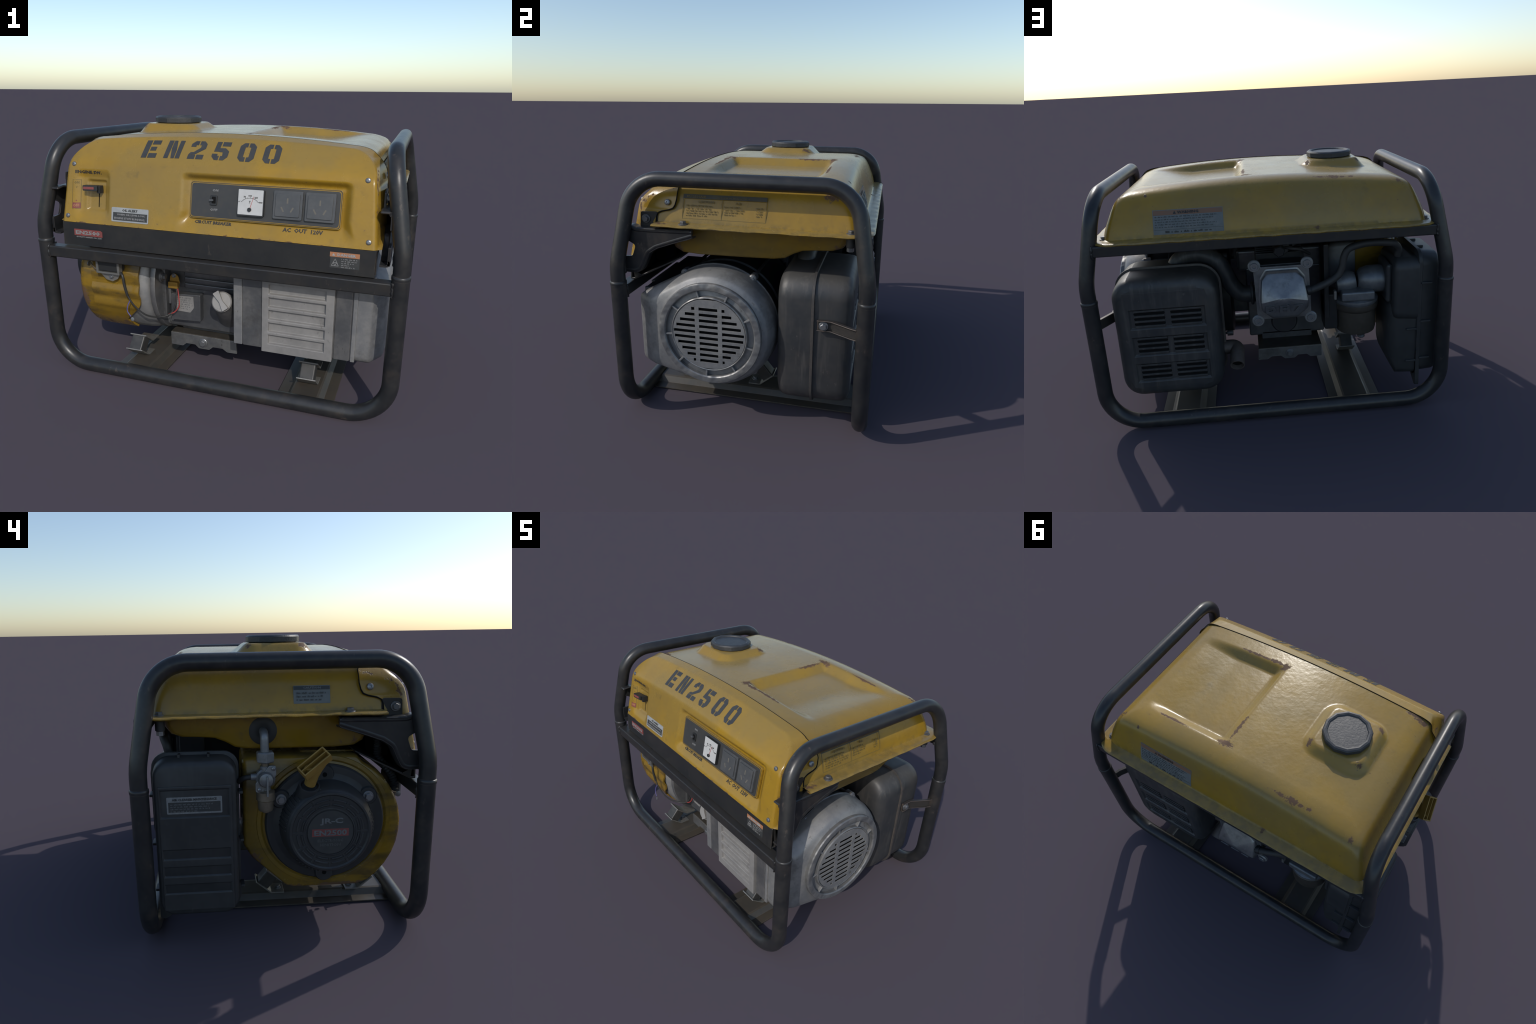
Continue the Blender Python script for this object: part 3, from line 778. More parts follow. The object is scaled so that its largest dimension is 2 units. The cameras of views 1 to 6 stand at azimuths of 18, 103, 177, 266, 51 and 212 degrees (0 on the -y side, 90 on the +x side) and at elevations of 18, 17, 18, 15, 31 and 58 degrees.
# stencilled model number, each glyph a set of convex pieces in a 1 x 1.35 cell
GL = {
 'E': [[(0, 0), (.36, 0), (.36, 1.35), (0, 1.35)], [(.44, 0), (1, 0), (1, .34), (.44, .34)], [(.44, .54), (.84, .54), (.84, .84), (.44, .84)], [(.44, 1.02), (1, 1.02), (1, 1.35), (.44, 1.35)]],
 'N': [[(0, 0), (.30, 0), (.30, 1.35), (0, 1.35)], [(.35, 1.35), (.56, 1.35), (.71, .62), (.71, 0), (.50, 0), (.35, .74)], [(.77, 0), (1.06, 0), (1.06, 1.35), (.77, 1.35)]],
 '2': [[(0, .90), (.32, .90), (.32, 1.16), (.22, 1.35), (0, 1.12)], [(.22, 1.35), (.32, 1.04), (.46, 1.04), (.46, 1.35)], [(.54, 1.04), (.66, 1.04), (1, 1.14), (.80, 1.35), (.54, 1.35)], [(.66, 1.04), (.66, .84), (1, .78), (1, 1.14)], [(.66, .84), (.30, .50), (.46, .36), (1, .78)], [(.0, .32), (.40, .32), (.46, .36), (.30, .50), (.12, .50)], [(0, 0), (.46, 0), (.46, .30), (0, .30)], [(.54, 0), (1, 0), (1, .32), (.54, .32)]],
 '5': [[(.06, .60), (.36, .60), (.40, 1.35), (.10, 1.35)], [(.48, 1.03), (1, 1.03), (1, 1.35), (.48, 1.35)], [(.36, .60), (.44, .58), (.62, .58), (.74, .88), (.38, .88)], [(.62, .58), (1, .66), (.74, .88)], [(.66, .30), (1, .24), (1, .66), (.62, .58)], [(.54, 0), (.78, 0), (1, .24), (.66, .30), (.54, .30)], [(.22, 0), (.46, 0), (.46, .30), (.34, .30), (0, .24)], [(0, .24), (.34, .30), (.34, .44), (0, .44)]],
 '0': [[(0, .24), (.33, .32), (.33, 1.03), (0, 1.11)], [(.0, .24), (.22, 0), (.46, 0), (.46, .30), (.33, .32)], [(0, 1.11), (.33, 1.03), (.46, 1.05), (.46, 1.35), (.22, 1.35)], [(.67, .32), (1, .24), (1, 1.11), (.67, 1.03)], [(.54, 0), (.78, 0), (1, .24), (.67, .32), (.54, .30)], [(.54, 1.05), (.67, 1.03), (1, 1.11), (.78, 1.35), (.54, 1.35)]],
}
zs = [1.2405]                   # arc length table up the curved face
arc = [(0.0, 1.2405)]; L = 0
for i in range(1, 60):
    z0, z1 = 1.2405 + (i - 1) * .0014, 1.2405 + i * .0014; L += math.hypot(.0014, cowl_y(0, z1) - cowl_y(0, z0)); arc.append((L, z1))
LET_H = .118
def number_place(u, v, w):
    z = interp(v, arc) + (cowl_top(u) - cowl_top(0)) * .8; return face_place(u, z, w)
num = empty_group('model_number', cowl)
for ch, xl in zip('EN2500', (-.370, -.243, -.112, .014, .148, .275)):
    bm = bmesh.new()
    for poly in GL[ch]: bm.faces.new([bm.verts.new((xl + p[0] * .083, p[1] / 1.35 * LET_H, 0)) for p in poly])
    for k in range(1, 10):
        bmesh.ops.bisect_plane(bm, geom=bm.verts[:] + bm.edges[:] + bm.faces[:], plane_co=(0, LET_H * k / 10, 0), plane_no=(0, 1, 0))
    r = bmesh.ops.extrude_face_region(bm, geom=bm.faces[:])
    for g in r['geom']:
        if isinstance(g, bmesh.types.BMVert): g.co.z = .0014
    for v in bm.verts: v.co = number_place(v.co.x, v.co.y, v.co.z)
    obj('stencil_letter', bm_mesh(bm, 'stencil_letter'), 'stencil', num, 0)

# lettering on the cowl
text('switch_lettering', 'ENGINE SW.', (-.668, 1.149), .157, .017, face_place, 'ink', cowl, 1)
text('breaker_lettering', 'CIRCUIT BREAKER', (.046, .940), .197, .0145, face_place, 'ink', cowl, 1)
text('outlet_lettering', 'AC  OUT  120V', (.499, .938), .193, .019, face_place, 'ink', cowl, 1)
# on / off scale
def outline(name, u0, u1, v0, v1, t, place, mat, parent):
    bars(name, [(u0, u1, v0, v0 + t), (u0, u1, v1 - t, v1), (u0, u0 + t, v0 + t, v1 - t), (u1 - t, u1, v0 + t, v1 - t)], place, mat, parent)
outline('scale_border', -.761, -.714, .956, 1.108, .0025, face_place, 'fadeink', cowl)
text('scale_lettering', 'ON', (-.738, 1.093), .026, .014, face_place, 'fadeink', cowl, 1)
flat('scale_mark', [(-.742, 1.072), (-.734, 1.072), (-.738, 1.064)], face_place, 'fadeink', cowl)
flat('scale_mark', [(-.742, .996), (-.734, .996), (-.738, 1.004)], face_place, 'red', cowl)
PANEL('scale_patch', -.759, -.716, .959, .988, face_place, 'red', cowl, -.001, .0012, .008)
text('scale_lettering', 'OFF', (-.738, .9735), .034, .017, lambda u, v, w: face_place(u, v, w + .001), 'orange', cowl, 1)
# key lever in its slot
PANEL('lever_slit', -.6165, -.6115, .968, 1.06, face_place, 'void', cowl, -.001, .001, .01)
lev = frame_axes((-.632, -.592, 1.071), (1, .12, 0), (0, .12, 1))
prism('switch_lever', rrect(-.046, .036, -.014, .015, .005, 3), -.016, .026, lev, 'coil', cowl, .003)
box('lever_stem', (-.606, -.600, 1.045), (-.586, -.566, 1.084), 'coil', cowl, .003)
prism('lever_stripe', rrect(-.041, .018, -.006, .007, .002, 2), .026, .0275, lev, 'red', cowl, 0)
# oil warning plate
lp = lambda u, v, w: V((u, -.621 + .2 * (v - .91), v)) + V((0, -.98, .196)) * w
flat('oil_label', rrect(-.516, -.301, .909, .982, .006, 3), lp, 'labg', cowl, -.006, .0025)
flat('oil_label_field', [(-.506, .917), (-.307, .917), (-.307, .957), (-.506, .957)], lp, 'labd', cowl, 0, .0034)
text('oil_lettering', 'OIL ALERT', (-.408, .969), .090, .0125, lambda u, v, w: lp(u, v, w + .0026), 'labd', cowl, 1)
text('oil_lettering', 'WHEN OIL LEVEL LOW,', (-.400, .946), .165, .0105, lambda u, v, w: lp(u, v, w + .0036), 'greyink', cowl, 1)
text('oil_lettering', 'ENGINE STOPS RUNNING.', (-.408, .928), .180, .0105, lambda u, v, w: lp(u, v, w + .0036), 'greyink', cowl, 1)

# fascia with breaker, meter and sockets -------------------------
fas = empty_group('fascia', cowl)
FP = frame_axes((.297, -.5775, 1.049), (1, 0, 0), (0, .2, 1)); fp = by(FP)     # local u: x - .297, v up
fb = lambda a, b, c, d: rrect(a, b, c, d, .014, 4)
prism('fascia_rim', fb(-.378, .378, -.092, .090), -.012, .0015, FP, 'cowl', fas, .002)
prism('fascia_line', fb(-.375, .375, -.089, .087), -.012, .0022, FP, 'ink', fas, 0)
prism('fascia_gap', fb(-.372, .372, -.086, .084), -.012, .0028, FP, 'cowl', fas, 0)
prism('fascia_sheet', fb(-.369, .369, -.083, .081), -.012, .0040, FP, 'fascia', fas, .001)
F = lambda x, z: (x - .297, (z - 1.049) * 1.02)
fz = lambda d: (lambda u, v, w: fp(u, v, w + d))
text('breaker_mark', 'ON', F(.0535, 1.098), .030, .0125, fz(.004), 'greyink', fas, 1)
text('breaker_mark', 'OFF', F(.050, 1.005), .038, .0125, fz(.004), 'greyink', fas, 1)
sw = F(.0475, 1.051)
bm = bmesh.new()
prism('breaker_bezel', rrect(sw[0] - .018, sw[0] + .018, sw[1] - .025, sw[1] + .024, .006, 3), 0, .011, FP, 'coil', fas, .002)
prism('breaker_well', rrect(sw[0] - .008, sw[0] + .013, sw[1] - .016, sw[1] + .017, .003, 2), .0112, .0118, FP, 'void', fas, 0)
prism('breaker_toggle', rrect(sw[0] - .020, sw[0] + .002, sw[1] - .006, sw[1] + .004, .003, 2), .0, .021, FP, 'socket', fas, .002)
mc = F(.242, 1.053)
prism('meter_body', rrect(mc[0] - .0655, mc[0] + .0665, mc[1] - .0665, mc[1] + .0625, .007, 3), 0, .021, FP, 'coil', fas, .003)
prism('meter_face', rrect(mc[0] - .0625, mc[0] + .0625, mc[1] - .0595, mc[1] + .0605, .003, 2), .018, .0225, FP, 'white', fas, .001)
mf = fz(.0225); pv = (mc[0] - .002, mc[1] - .034); RA = .054
bm = bmesh.new(); pts = []
for i in range(19):
    a = math.radians(140 - 100 * i / 18); pts.append((pv[0] + RA * math.cos(a), pv[1] + RA * math.sin(a) * 1.0, a))
sc = []
for (a, b, t0), (c, d, t1) in zip(pts, pts[1:]):
    for r0, r1 in ((RA, RA + .0016),):
        q = [(pv[0] + r * math.cos(t), pv[1] + r * math.sin(t)) for r, t in ((r0, t0), (r0, t1), (r1, t1), (r1, t0))]; add_prism(bm, q, .0226, .0232, FP)
for i in range(9):
    t = math.radians(140 - 100 * i / 8); ln = .007 if i % 2 == 0 else .004; dx = .0007
    q = [(pv[0] + r * math.cos(t) + s * dx * math.sin(t), pv[1] + r * math.sin(t) - s * dx * math.cos(t)) for r, s in ((RA, -1), (RA, 1), (RA + ln, 1), (RA + ln, -1))]; add_prism(bm, q, .0226, .0232, FP)
obj('meter_scale', bm_mesh(bm, 'meter_scale'), 'ink', fas, 0)
for s, t in (('0', 147), ('75', 115), ('150', 90), ('225', 63), ('300', 34)):
    a = math.radians(t); text('meter_figure', s, (pv[0] + .0655 * math.cos(a), pv[1] + .0655 * math.sin(a)), .0055 * len(s), .0075, mf, 'ink', fas, 1)
text('meter_letter', 'V', (pv[0] - .001, pv[1] + .037), .008, .010, mf, 'ink', fas, 1)
bars('meter_dash', [(pv[0] - .005, pv[0] + .003, pv[1] + .0275, pv[1] + .0285)], mf, 'ink', fas)
na = math.radians(74); nd = V((math.cos(na), math.sin(na))); nn = V((-nd.y, nd.x))
flat('meter_needle', [tuple(V(pv) + nd * a + nn * b) for a, b in ((0, -.0010), (.066, -.0006), (.066, .0006), (0, .0010))], fp, 'redn', fas, .0236, .0246)
cyl('meter_pivot', fp(pv[0], pv[1], .0225), fp(pv[0], pv[1], .031), .0095, 'coil', fas, 20)
for cxs in (.4235, .577):
    c = F(cxs, 1.053)
    so = empty_group('outlet', fas)
    prism('outlet_body', rrect(c[0] - .070, c[0] + .070, c[1] - .067, c[1] + .066, .006, 3), 0, .018, FP, 'socket', so, .003)
    prism('outlet_face', rrect(c[0] - .058, c[0] + .058, c[1] - .054, c[1] + .053, .004, 3), .0175, .0245, FP, 'socket', so, .005, 3)
    def slot(du, dv, ang):
        m = FP @ Matrix.Translation((c[0] + du, c[1] + dv, 0)) @ Matrix.Rotation(math.radians(ang), 4, 'Z')
        prism('outlet_slot', rrect(-.0035, .0035, -.0125, .0125, .0012, 2), .024, .0249, m, 'pins', so, 0)
    slot(0, .020, 0); slot(-.023, -.021, 30); slot(.023, -.021, -30)
# panel screws
for x, z in ((-.757, 1.187), (-.785, .919), (.780, 1.187), (.808, .920)):
    p = face_place(x, z, 0); bolt('pan_screw', p, (0, -1, .2), .0125, 'bolt', cowl)
for s in (1, -1):
    bolt('pan_screw', (CX + s * (side_xz(1.19) + .010), -.391, 1.190), (s, 0, .2), .016, 'bolt', cowl)

# black lower box: front sheet plus a floor that climbs to the rear
lower = empty_group('lower_box')
lt = [(-.622, .884), (-.628, .757), (-.60, .757), (-.335, .893), (-.335, .901), (-.602, .766), (-.620, .766), (-.614, .884)]
bm = bmesh.new(); rings = [[V((x, y, z)) for y, z in lt] for x in (-.823, -.4, .0, .4, .846)]
ring_mesh(bm, rings); bmesh.ops.recalc_face_normals(bm, faces=bm.faces); bevel(bm, .002, 1, 30)
obj('box_sheet', bm_mesh(bm, 'box_sheet'), 'black', lower, 30)
for x in (-.823, .846): prism('box_end_flange', [(-.614, .884), (-.602, .764), (-.56, .785), (-.590, .800), (-.604, .884)], -.003, .003, YZ(x), 'black', lower, .001)
bolt('hex_bolt', (.70, -.45, .826), (0, .45, -.9), .014, 'dbolt', lower)
box('dark_fill_block', (-.55, -.585, .80), (.62, -.46, .93), 'void', lower, .01)
bx = lambda u, v, w: V((u, -.6225 - .045 * (.884 - v), v)) + V((0, -1, 0)) * w
flat('badge_field', [(-.751, .814), (-.577, .814), (-.577, .842), (-.588, .849), (-.751, .849)], bx, 'red', lower, -.004, .0015)
text('badge_lettering', 'EN2500', (-.666, .832), .150, .022, lambda u, v, w: bx(u, v, w + .0016), 'greyink', lower, 1)
text('badge_lettering', 'QUALITY DESIGN CO., LTD', (-.660, .8065), .16, .008, bx, 'greyink', lower, 1)
flat('danger_label', [(.640, .787), (.775, .787), (.775, .862), (.640, .862)], bx, 'labd', lower, -.004, .001)
flat('danger_header', [(.638, .840), (.774, .840), (.774, .862), (.638, .862)], bx, 'orange', lower, -.003, .0018)
text('danger_lettering', 'DANGER', (.715, .851), .085, .013, lambda u, v, w: bx(u, v, w + .002), 'labg', lower, 1)
flat('danger_triangle', [(.648, .845), (.662, .845), (.655, .857)], lambda u, v, w: bx(u, v, w + .0018), 'labg', lower)
bm = bmesh.new()
for a, b in (((.647, .797), (.680, .797)), ((.647, .797), (.6635, .830)), ((.6635, .830), (.680, .797)), ((.655, .812), (.672, .812)), ((.6635, .797), (.655, .814)), ((.6635, .797), (.672, .814))):
    d = (V(b) - V(a)).normalized(); nrm = V((-d.y, d.x)) * .0013
    q = [V(a) - nrm, V(b) - nrm, V(b) + nrm, V(a) + nrm]
    top = [bm.verts.new(bx(p.x, p.y, .0022)) for p in q]; bot = [bm.verts.new(bx(p.x, p.y, .0)) for p in q]; bm.faces.new(top); bm.faces.new(bot[::-1])
    for i in range(4): bm.faces.new((top[i], bot[i], bot[(i + 1) % 4], top[(i + 1) % 4]))
obj('danger_symbol', bm_mesh(bm, 'danger_symbol'), 'greyink', lower, 0)
print_lines('danger_print', .692, .768, .829, .0095, 5, .005, lambda u, v, w: bx(u, v, w + .001), 'greyink', lower, 31, .45)

# ================================================================== side brackets
def bracket_edges(g, X):
    low = fillet_path([(0, y, z) for y, z in [(-.240, 1.026), (-.36, .986), (-.44, .957), (-.485, .927), (-.511, .870), (-.533, .832), (-.562, .819), (-.628, .819)]], .05, 6)
    bm = bmesh.new(); sec_ = [(.862, 0), (.890, 0), (.901, .003), (.909, .010), (.911, .021), (.905, .030), (.897, .030), (.899, .020), (.895, .013), (.888, .009), (.862, .008)]
    rings = []
    for i, p in enumerate(low):
        t = (low[min(i + 1, len(low) - 1)] - low[max(i - 1, 0)]).normalized(); n = V((0, t.z, -t.y))
        if n.z < 0 and abs(n.z) > .3 or n.y > .3: n = -n
        n = V((0, t.z, -t.y)); rings.append([V((X(x), p.y, p.z)) + n * (w - .006) for x, w in sec_])
    ring_mesh(bm, rings); bmesh.ops.recalc_face_normals(bm, faces=bm.faces); obj('bracket_rolled_edge', bm_mesh(bm, 'bracket_rolled_edge'), 'frame', g, 50)
    top = fillet_path([(0, y, z) for y, z in [(-.628, 1.056), (-.578, 1.062), (-.545, 1.050), (-.50, 1.050), (-.243, 1.053)]], .03, 5)
    tube('bracket_rolled_edge', [(X(.900), p.y, p.z) for p in top], .0125, 'frame', g, 16)

def bracket(s):
    g = empty_group('support_bracket'); X = lambda x: CX + s * (x - CX)
    m = lambda x: YZ(X(x))
    # tab bolted to the cowl
    prism('bracket_tab', round_poly([(-.541, 1.062), (-.441, 1.062), (-.443, 1.140), (-.536, 1.138)], [.002, .002, .014, .014]), -.004, .004, m(.859), 'black', g, .002)
    bolt('hex_bolt', (X(.864), -.506, 1.102), (s, 0, 0), .023, 'dbolt', g)
    # pressed arm from the frame tube to below the tank flange, with a flanged edge
    out = [(-.628, 1.062), (-.575, 1.068), (-.545, 1.057), (-.245, 1.060), (-.240, 1.022), (-.36, .984), (-.44, .955), (-.487, .925), (-.512, .870), (-.532, .832), (-.560, .818), (-.628, .818), (-.628, .905), (-.575, .908), (-.553, .968), (-.598, .992), (-.628, .982)]
    out = round_poly(out, [.004, .02, .02, .012, .02, .04, .04, .05, .03, .03, .02, .004, .004, .018, .018, .016, .004], 4)
    prism('bracket_arm', out, -.006, .006, m(.902), 'frame', g, .004, 3)
    bracket_edges(g, X)
    # rolled top and bottom flanges
    top = [(-.628, 1.060), (-.575, 1.066), (-.545, 1.056), (-.250, 1.059)]
    strip('bracket_flange', fillet_path([(X(.882), y, z) for y, z in top], .03, 4), (1, 0, 0), .066, .012, 'black', g, .005)
    box('bracket_step', (min(X(.853), X(.905)), -.545, 1.053), (max(X(.853), X(.905)), -.440, 1.064), 'black', g, .004)
    weld((X(.908), -.608, 1.022), (0, .2, .02), (0, -.1, 1), .012, .045, (s, 0, 0), g)
    weld((X(.925), -.618, .862), (0, .2, .02), (0, -.1, 1), .010, .04, (s, 0, 0), g)
for s in (1, -1): bracket(s)

# ================================================================== alternator (right hand half)
alt = empty_group('alternator')
AY, AZ = -.155, .522
def hull_radius(pts):
    """radius of the convex hull of points, as a function of the angle about the axis"""
    P = sorted(set((round(a, 5), round(b, 5)) for a, b in pts))
    def half(seq):
        h = []
        for p in seq:
            while len(h) > 1 and (h[-1][0] - h[-2][0]) * (p[1] - h[-2][1]) - (h[-1][1] - h[-2][1]) * (p[0] - h[-2][0]) <= 0: h.pop()
            h.append(p)
        return h
    H = half(P)[:-1] + half(P[::-1])[:-1]
    def rad(a):
        d = (math.cos(a), math.sin(a)); best = 0
        for (x0, y0), (x1, y1) in zip(H, H[1:] + H[:1]):
            ex, ey = x1 - x0, y1 - y0; den = d[0] * ey - d[1] * ex
            if abs(den) < 1e-9: continue
            t = (x0 * ey - y0 * ex) / den; s = (x0 * d[1] - y0 * d[0]) / den
            if t > 0 and -1e-6 <= s <= 1 + 1e-6: best = max(best, t)
        return best
    return rad
def cover_ring(x, r, yf, z0, z1, n=144):
    rc = .035
    pts = circle((0, 0), r, 72) + rrect(yf - AY, -.05, z0 - AZ, z1 - AZ, rc, 5) if yf is not None else circle((0, 0), r, 72)
    f = hull_radius(pts)
    # extra samples towards the front block
    return [V((x, AY + f(a) * math.cos(a), AZ + f(a) * math.sin(a))) for a in (2 * PI * i / n for i in range(n))]
rings = [cover_ring(x, r, yf, z0, z1) for x, r, yf, z0, z1 in (
    (.776, .333, -.578, .284, .690), (.800, .333, -.580, .284, .692), (.838, .330, -.580, .284, .692), (.846, .328, -.578, .284, .692), (.850, .3265, -.573, .284, .691), (.876, .318, -.536, .286, .688),
    (.897, .306, -.506, .289, .684), (.902, .302, -.499, .292, .680), (.906, .297, -.490, .298, .674), (.911, .289, -.465, .315, .655), (.916, .281, -.435, .345, .63), (.921, .274, -.40, .40, .6))]
loft('end_cover', rings, 'alloy', alt, 50)
prof = [(.24, -.02), (.278, -.012), (.280, .016), (.276, .022), (.262, .025), (.247, .023), (.242, .018), (.240, -.004), (.224, -.006), (.209, -.004), (.207, .018), (.203, .022), (.199, .020), (.1975, .013), (.1975, -.02)]
lathe('fan_guard_ring', prof, (.922, AY, AZ), (1, 0, 0), 'hammer', alt, 72)
for k in range(9):
    a = math.radians(65 + 40 * k)
    m = Matrix.Translation((.922, AY, AZ)) @ Matrix.Rotation(a, 4, 'X')
    box('guard_rib', (-.008, .203, -.0045), (.017, .247, .0045), 'alloy', alt, .002, 2, m)
# slotted plate: ten slot rows in three columns, built from the metal that is left between the slots
bm = bmesh.new(); RS = .1965; cols = [(-.055, .046)]; RP = YZ(.938) @ Matrix.Translation((AY, AZ, 0))
def cut(y0, y1, z0, z1):
    """part of the disc inside a rectangle"""
    up_, dn = [], []
    n = 10; ym = math.sqrt(max(RS * RS - max(z0 * z0, z1 * z1) * (0 if z0 * z1 < 0 else 0), 0)); pts = []
    y0, y1 = max(y0, -RS), min(y1, RS)
    for i in range(n + 1):
        z = z0 + (z1 - z0) * i / n; e = math.sqrt(max(RS * RS - z * z, 0)); a, b = max(y0, -e), min(y1, e)
        if b > a: dn.append((a, z)); up_.append((b, z))
    if len(dn) > 1: 
        poly = up_ + dn[::-1]; clean = []
        for p in poly:
            if not clean or (V(p) - V(clean[-1])).length > 1e-5: clean.append(p)
        if len(clean) > 2: add_prism(bm, clean, 0, .005, RP)
NS, PZ_, SH = 10, .0323, .0172
zc = [(k - 4.5) * PZ_ - .006 for k in range(NS)]
lim = [.066, .100, .128, .150, .168, .172, .156, .134, .106, .070]
zlast = -RS
for k in range(NS):
    z0, z1 = zc[k] - SH / 2, zc[k] + SH / 2
    cut(-1, 1, zlast, z0)
    L_ = lim[k] + .012
    a, b, c, d = -.074, -.052, .050, .072
    cut(-1, -L_ - .010, z0, z1); cut(a, b, z0, z1); cut(c, d, z0, z1); cut(L_ + .006, 1, z0, z1)
    zlast = z1
cut(-1, 1, zlast, RS)
bmesh.ops.remove_doubles(bm, verts=bm.verts, dist=1e-6)
obj('slotted_plate', bm_mesh(bm, 'slotted_plate'), 'alloy', alt, 25)
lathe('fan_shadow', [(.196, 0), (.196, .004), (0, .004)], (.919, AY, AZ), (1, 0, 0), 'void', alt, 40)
# stator shell behind the cover
lathe('stator_shell', [(.30, .25), (.315, .255), (.315, .60), (.322, .605), (.322, .63), (.313, .635), (.313, .745), (.326, .75), (.326, .776)], (0, AY, AZ), (1, 0, 0), 'dark', alt, 72)
lathe('cover_flange', [(.31, .758), (.336, .760), (.338, .764), (.338, .772), (.334, .776), (.31, .778)], (0, AY, AZ), (1, 0, 0), 'alloyd', alt, 72)
for dy, dz in ((.192, .270), (-.186, .272), (.198, -.268), (-.19, -.262)):
    y, z = AY + dy, AZ + dz
    cyl('bolt_lug', (.735, y, z), (.783, y, z), .022, 'alloyd', alt, 20); cyl('bolt_lug', (.26, y, z), (.30, y, z), .02, 'alloyd', alt, 20)
    prism('lug_web', [(AY + dy * .84 - .03 * (1 if dz > 0 else -1), AZ + dz * .93), (AY + dy * 1.0, AZ + dz * 1.06), (AY + dy * 1.12, AZ + dz * .86)], -.02, .0, YZ(.776), 'alloyd', alt, .002)
    cyl('through_rod', (.28, y, z), (.74, y, z), .009, 'dbolt', alt, 12)
    bolt('hex_bolt', (.783, y, z), (1, 0, 0), .018, 'bolt', alt)
# front terminal block with its louvred lid
box('terminal_body', (.148, -.577, .292), (.776, -.20, .690), 'alloyd', alt, .006)
box('terminal_end_strip', (.146, -.583, .291), (.193, -.50, .689), 'alloy', alt, .005)
box('terminal_side_panel', (.197, -.583, .291), (.300, -.50, .689), 'alloyd', alt, .005)
lou = XZ(-.598)
pk = [(.338, .627, z, z + .052) for z in (.326, .394, .463, .531, .600)]
pocket_plate('louvred_lid', .304, .668, .280, .690, pk, .017, .03, lou, 'panel', alt, .003, .003)
box('terminal_side_panel', (.673, -.583, .291), (.752, -.50, .689), 'alloyd', alt, .005)
box('terminal_end_strip', (.757, -.585, .290), (.778, -.50, .691), 'alloy', alt, .004)

# ================================================================== engine block
eng = empty_group('engine')
box('crankcase', (-.345, -.40, .245), (.150, .10, .72), 'engine', eng, .012, 3)
box('crankcase_top', (-.345, -.30, .70), (.20, .10, .84), 'engine', eng, .02, 3)
for z in (.492, .528, .564, .60): box('crankcase_rib', (-.215, -.409, z), (.145, -.38, z + .033), 'engine', eng, .007, 3)
prism('oil_sump_face', round_poly([(-.285, .305), (-.105, .315), (-.103, .475), (-.285, .465)], .008), 0, .045, XZ(-.40), 'engine', eng, .008, 3)
prism('engine_plate', round_poly([(-.250, .366), (-.245, .457), (-.145, .462), (-.143, .395), (-.165, .364)], [.004, .004, .004, .012, .01]), .045, .047, XZ(-.40), 'panel', eng, 0)
print_lines('engine_plate_print', -.242, -.150, .446, .013, 6, .006, by(XZ(-.447)), 'dimink', eng, 41, .3)
box('gusset_plate', (-.345, -.47, .33), (-.300, -.38, .62), 'engine', eng, .008)
box('gusset_plate', (-.30, -.445, .40), (-.285, -.38, .53), 'alloyd', eng, .004)
# oil filler neck and its cap
OC = V((.062, -.535, .497)); od = V((.10, -.90, .42)).normalized()
tube('oil_neck', smooth_path([(.05, -.36, .36), (.055, -.43, .415), tuple(OC - od * .03)], 5), lambda f: .085 - .03 * f, 'alloyd', eng, 24)
lathe('oil_cap', [(.052, 0), (.055, .006), (.055, .018), (.049, .024), (0, .026)], OC - od * .02, od, 'panel', eng, 32)
kn = frame_axes(OC + od * .004, V((.62, .25, -.75)), od.cross(V((.62, .25, -.75))) * -1)
u = (V((.55, 0, -.83)) - od * V((.55, 0, -.83)).dot(od)).normalized(); kn = Matrix((u, od.cross(u), od)).transposed().to_4x4(); kn.translation = OC
prism('oil_cap_grip', round_poly([(-.058, -.018), (0, -.009), (.050, -.018), (.050, .018), (0, .009), (-.058, .018)], .004), 0, .024, kn, 'panel', eng, .004)
# base plate channel under the engine
base = [(-.305, .213), (.100, .213), (.104, .136), (.045, .136), (.018, .154), (-.042, .154), (-.066, .133), (-.130, .133), (-.152, .153), (-.210, .153), (-.232, .134), (-.305, .134)]
for y, t in ((-.418, -1), (.225, 1)):
    prism('base_channel', base, -.006, .006, XZ(y), 'alloyd', eng, .002)
    bolt('hex_bolt', (-.100, y + t * .007, .174), (0, t, 0), .026, 'bolt', eng)
box('base_top', (-.305, -.420, .205), (.100, .228, .2165), 'carb', eng, .002)
box('base_pad', (-.26, -.36, .216), (.07, .10, .27), 'engine', eng, .006)
# mounts: tilted rubber block between two bent plates
def mount(xc, y0, s):
    g = empty_group('engine_mount', eng); h = .047
    n = V((0, -s * .64, .77)); t = V((0, s * .77, .64))          # s = +1: tilts up to the rear
    p0 = V((xc, y0, .052))
    def plate_at(o, mat='plate'):
        path = [o - t * .0 + V((0, -s * .07, 0)), o, o + t * .105]
        strip('mount_plate', fillet_path([tuple(p) for p in path], .012, 3), (1, 0, 0), .105, .007, mat, g, .001)
    plate_at(p0); up_ = p0 + n * .088; plate_at(up_)
    o = p0 + t * .06
    m = Matrix((V((1, 0, 0)), t, n)).transposed().to_4x4(); m.translation = o
    prism('rubber_block', rrect(-.040, .040, -.036, .036, .008, 3), .002, .086, m, 'mount', g, .004)
    bolt('hex_bolt', p0 + V((0, -s * .04, .004)), (0, 0, 1), .018, 'bolt', g)
for xc in (-.495, .530):
    mount(xc, -.452, -1); mount(xc, .028, 1)
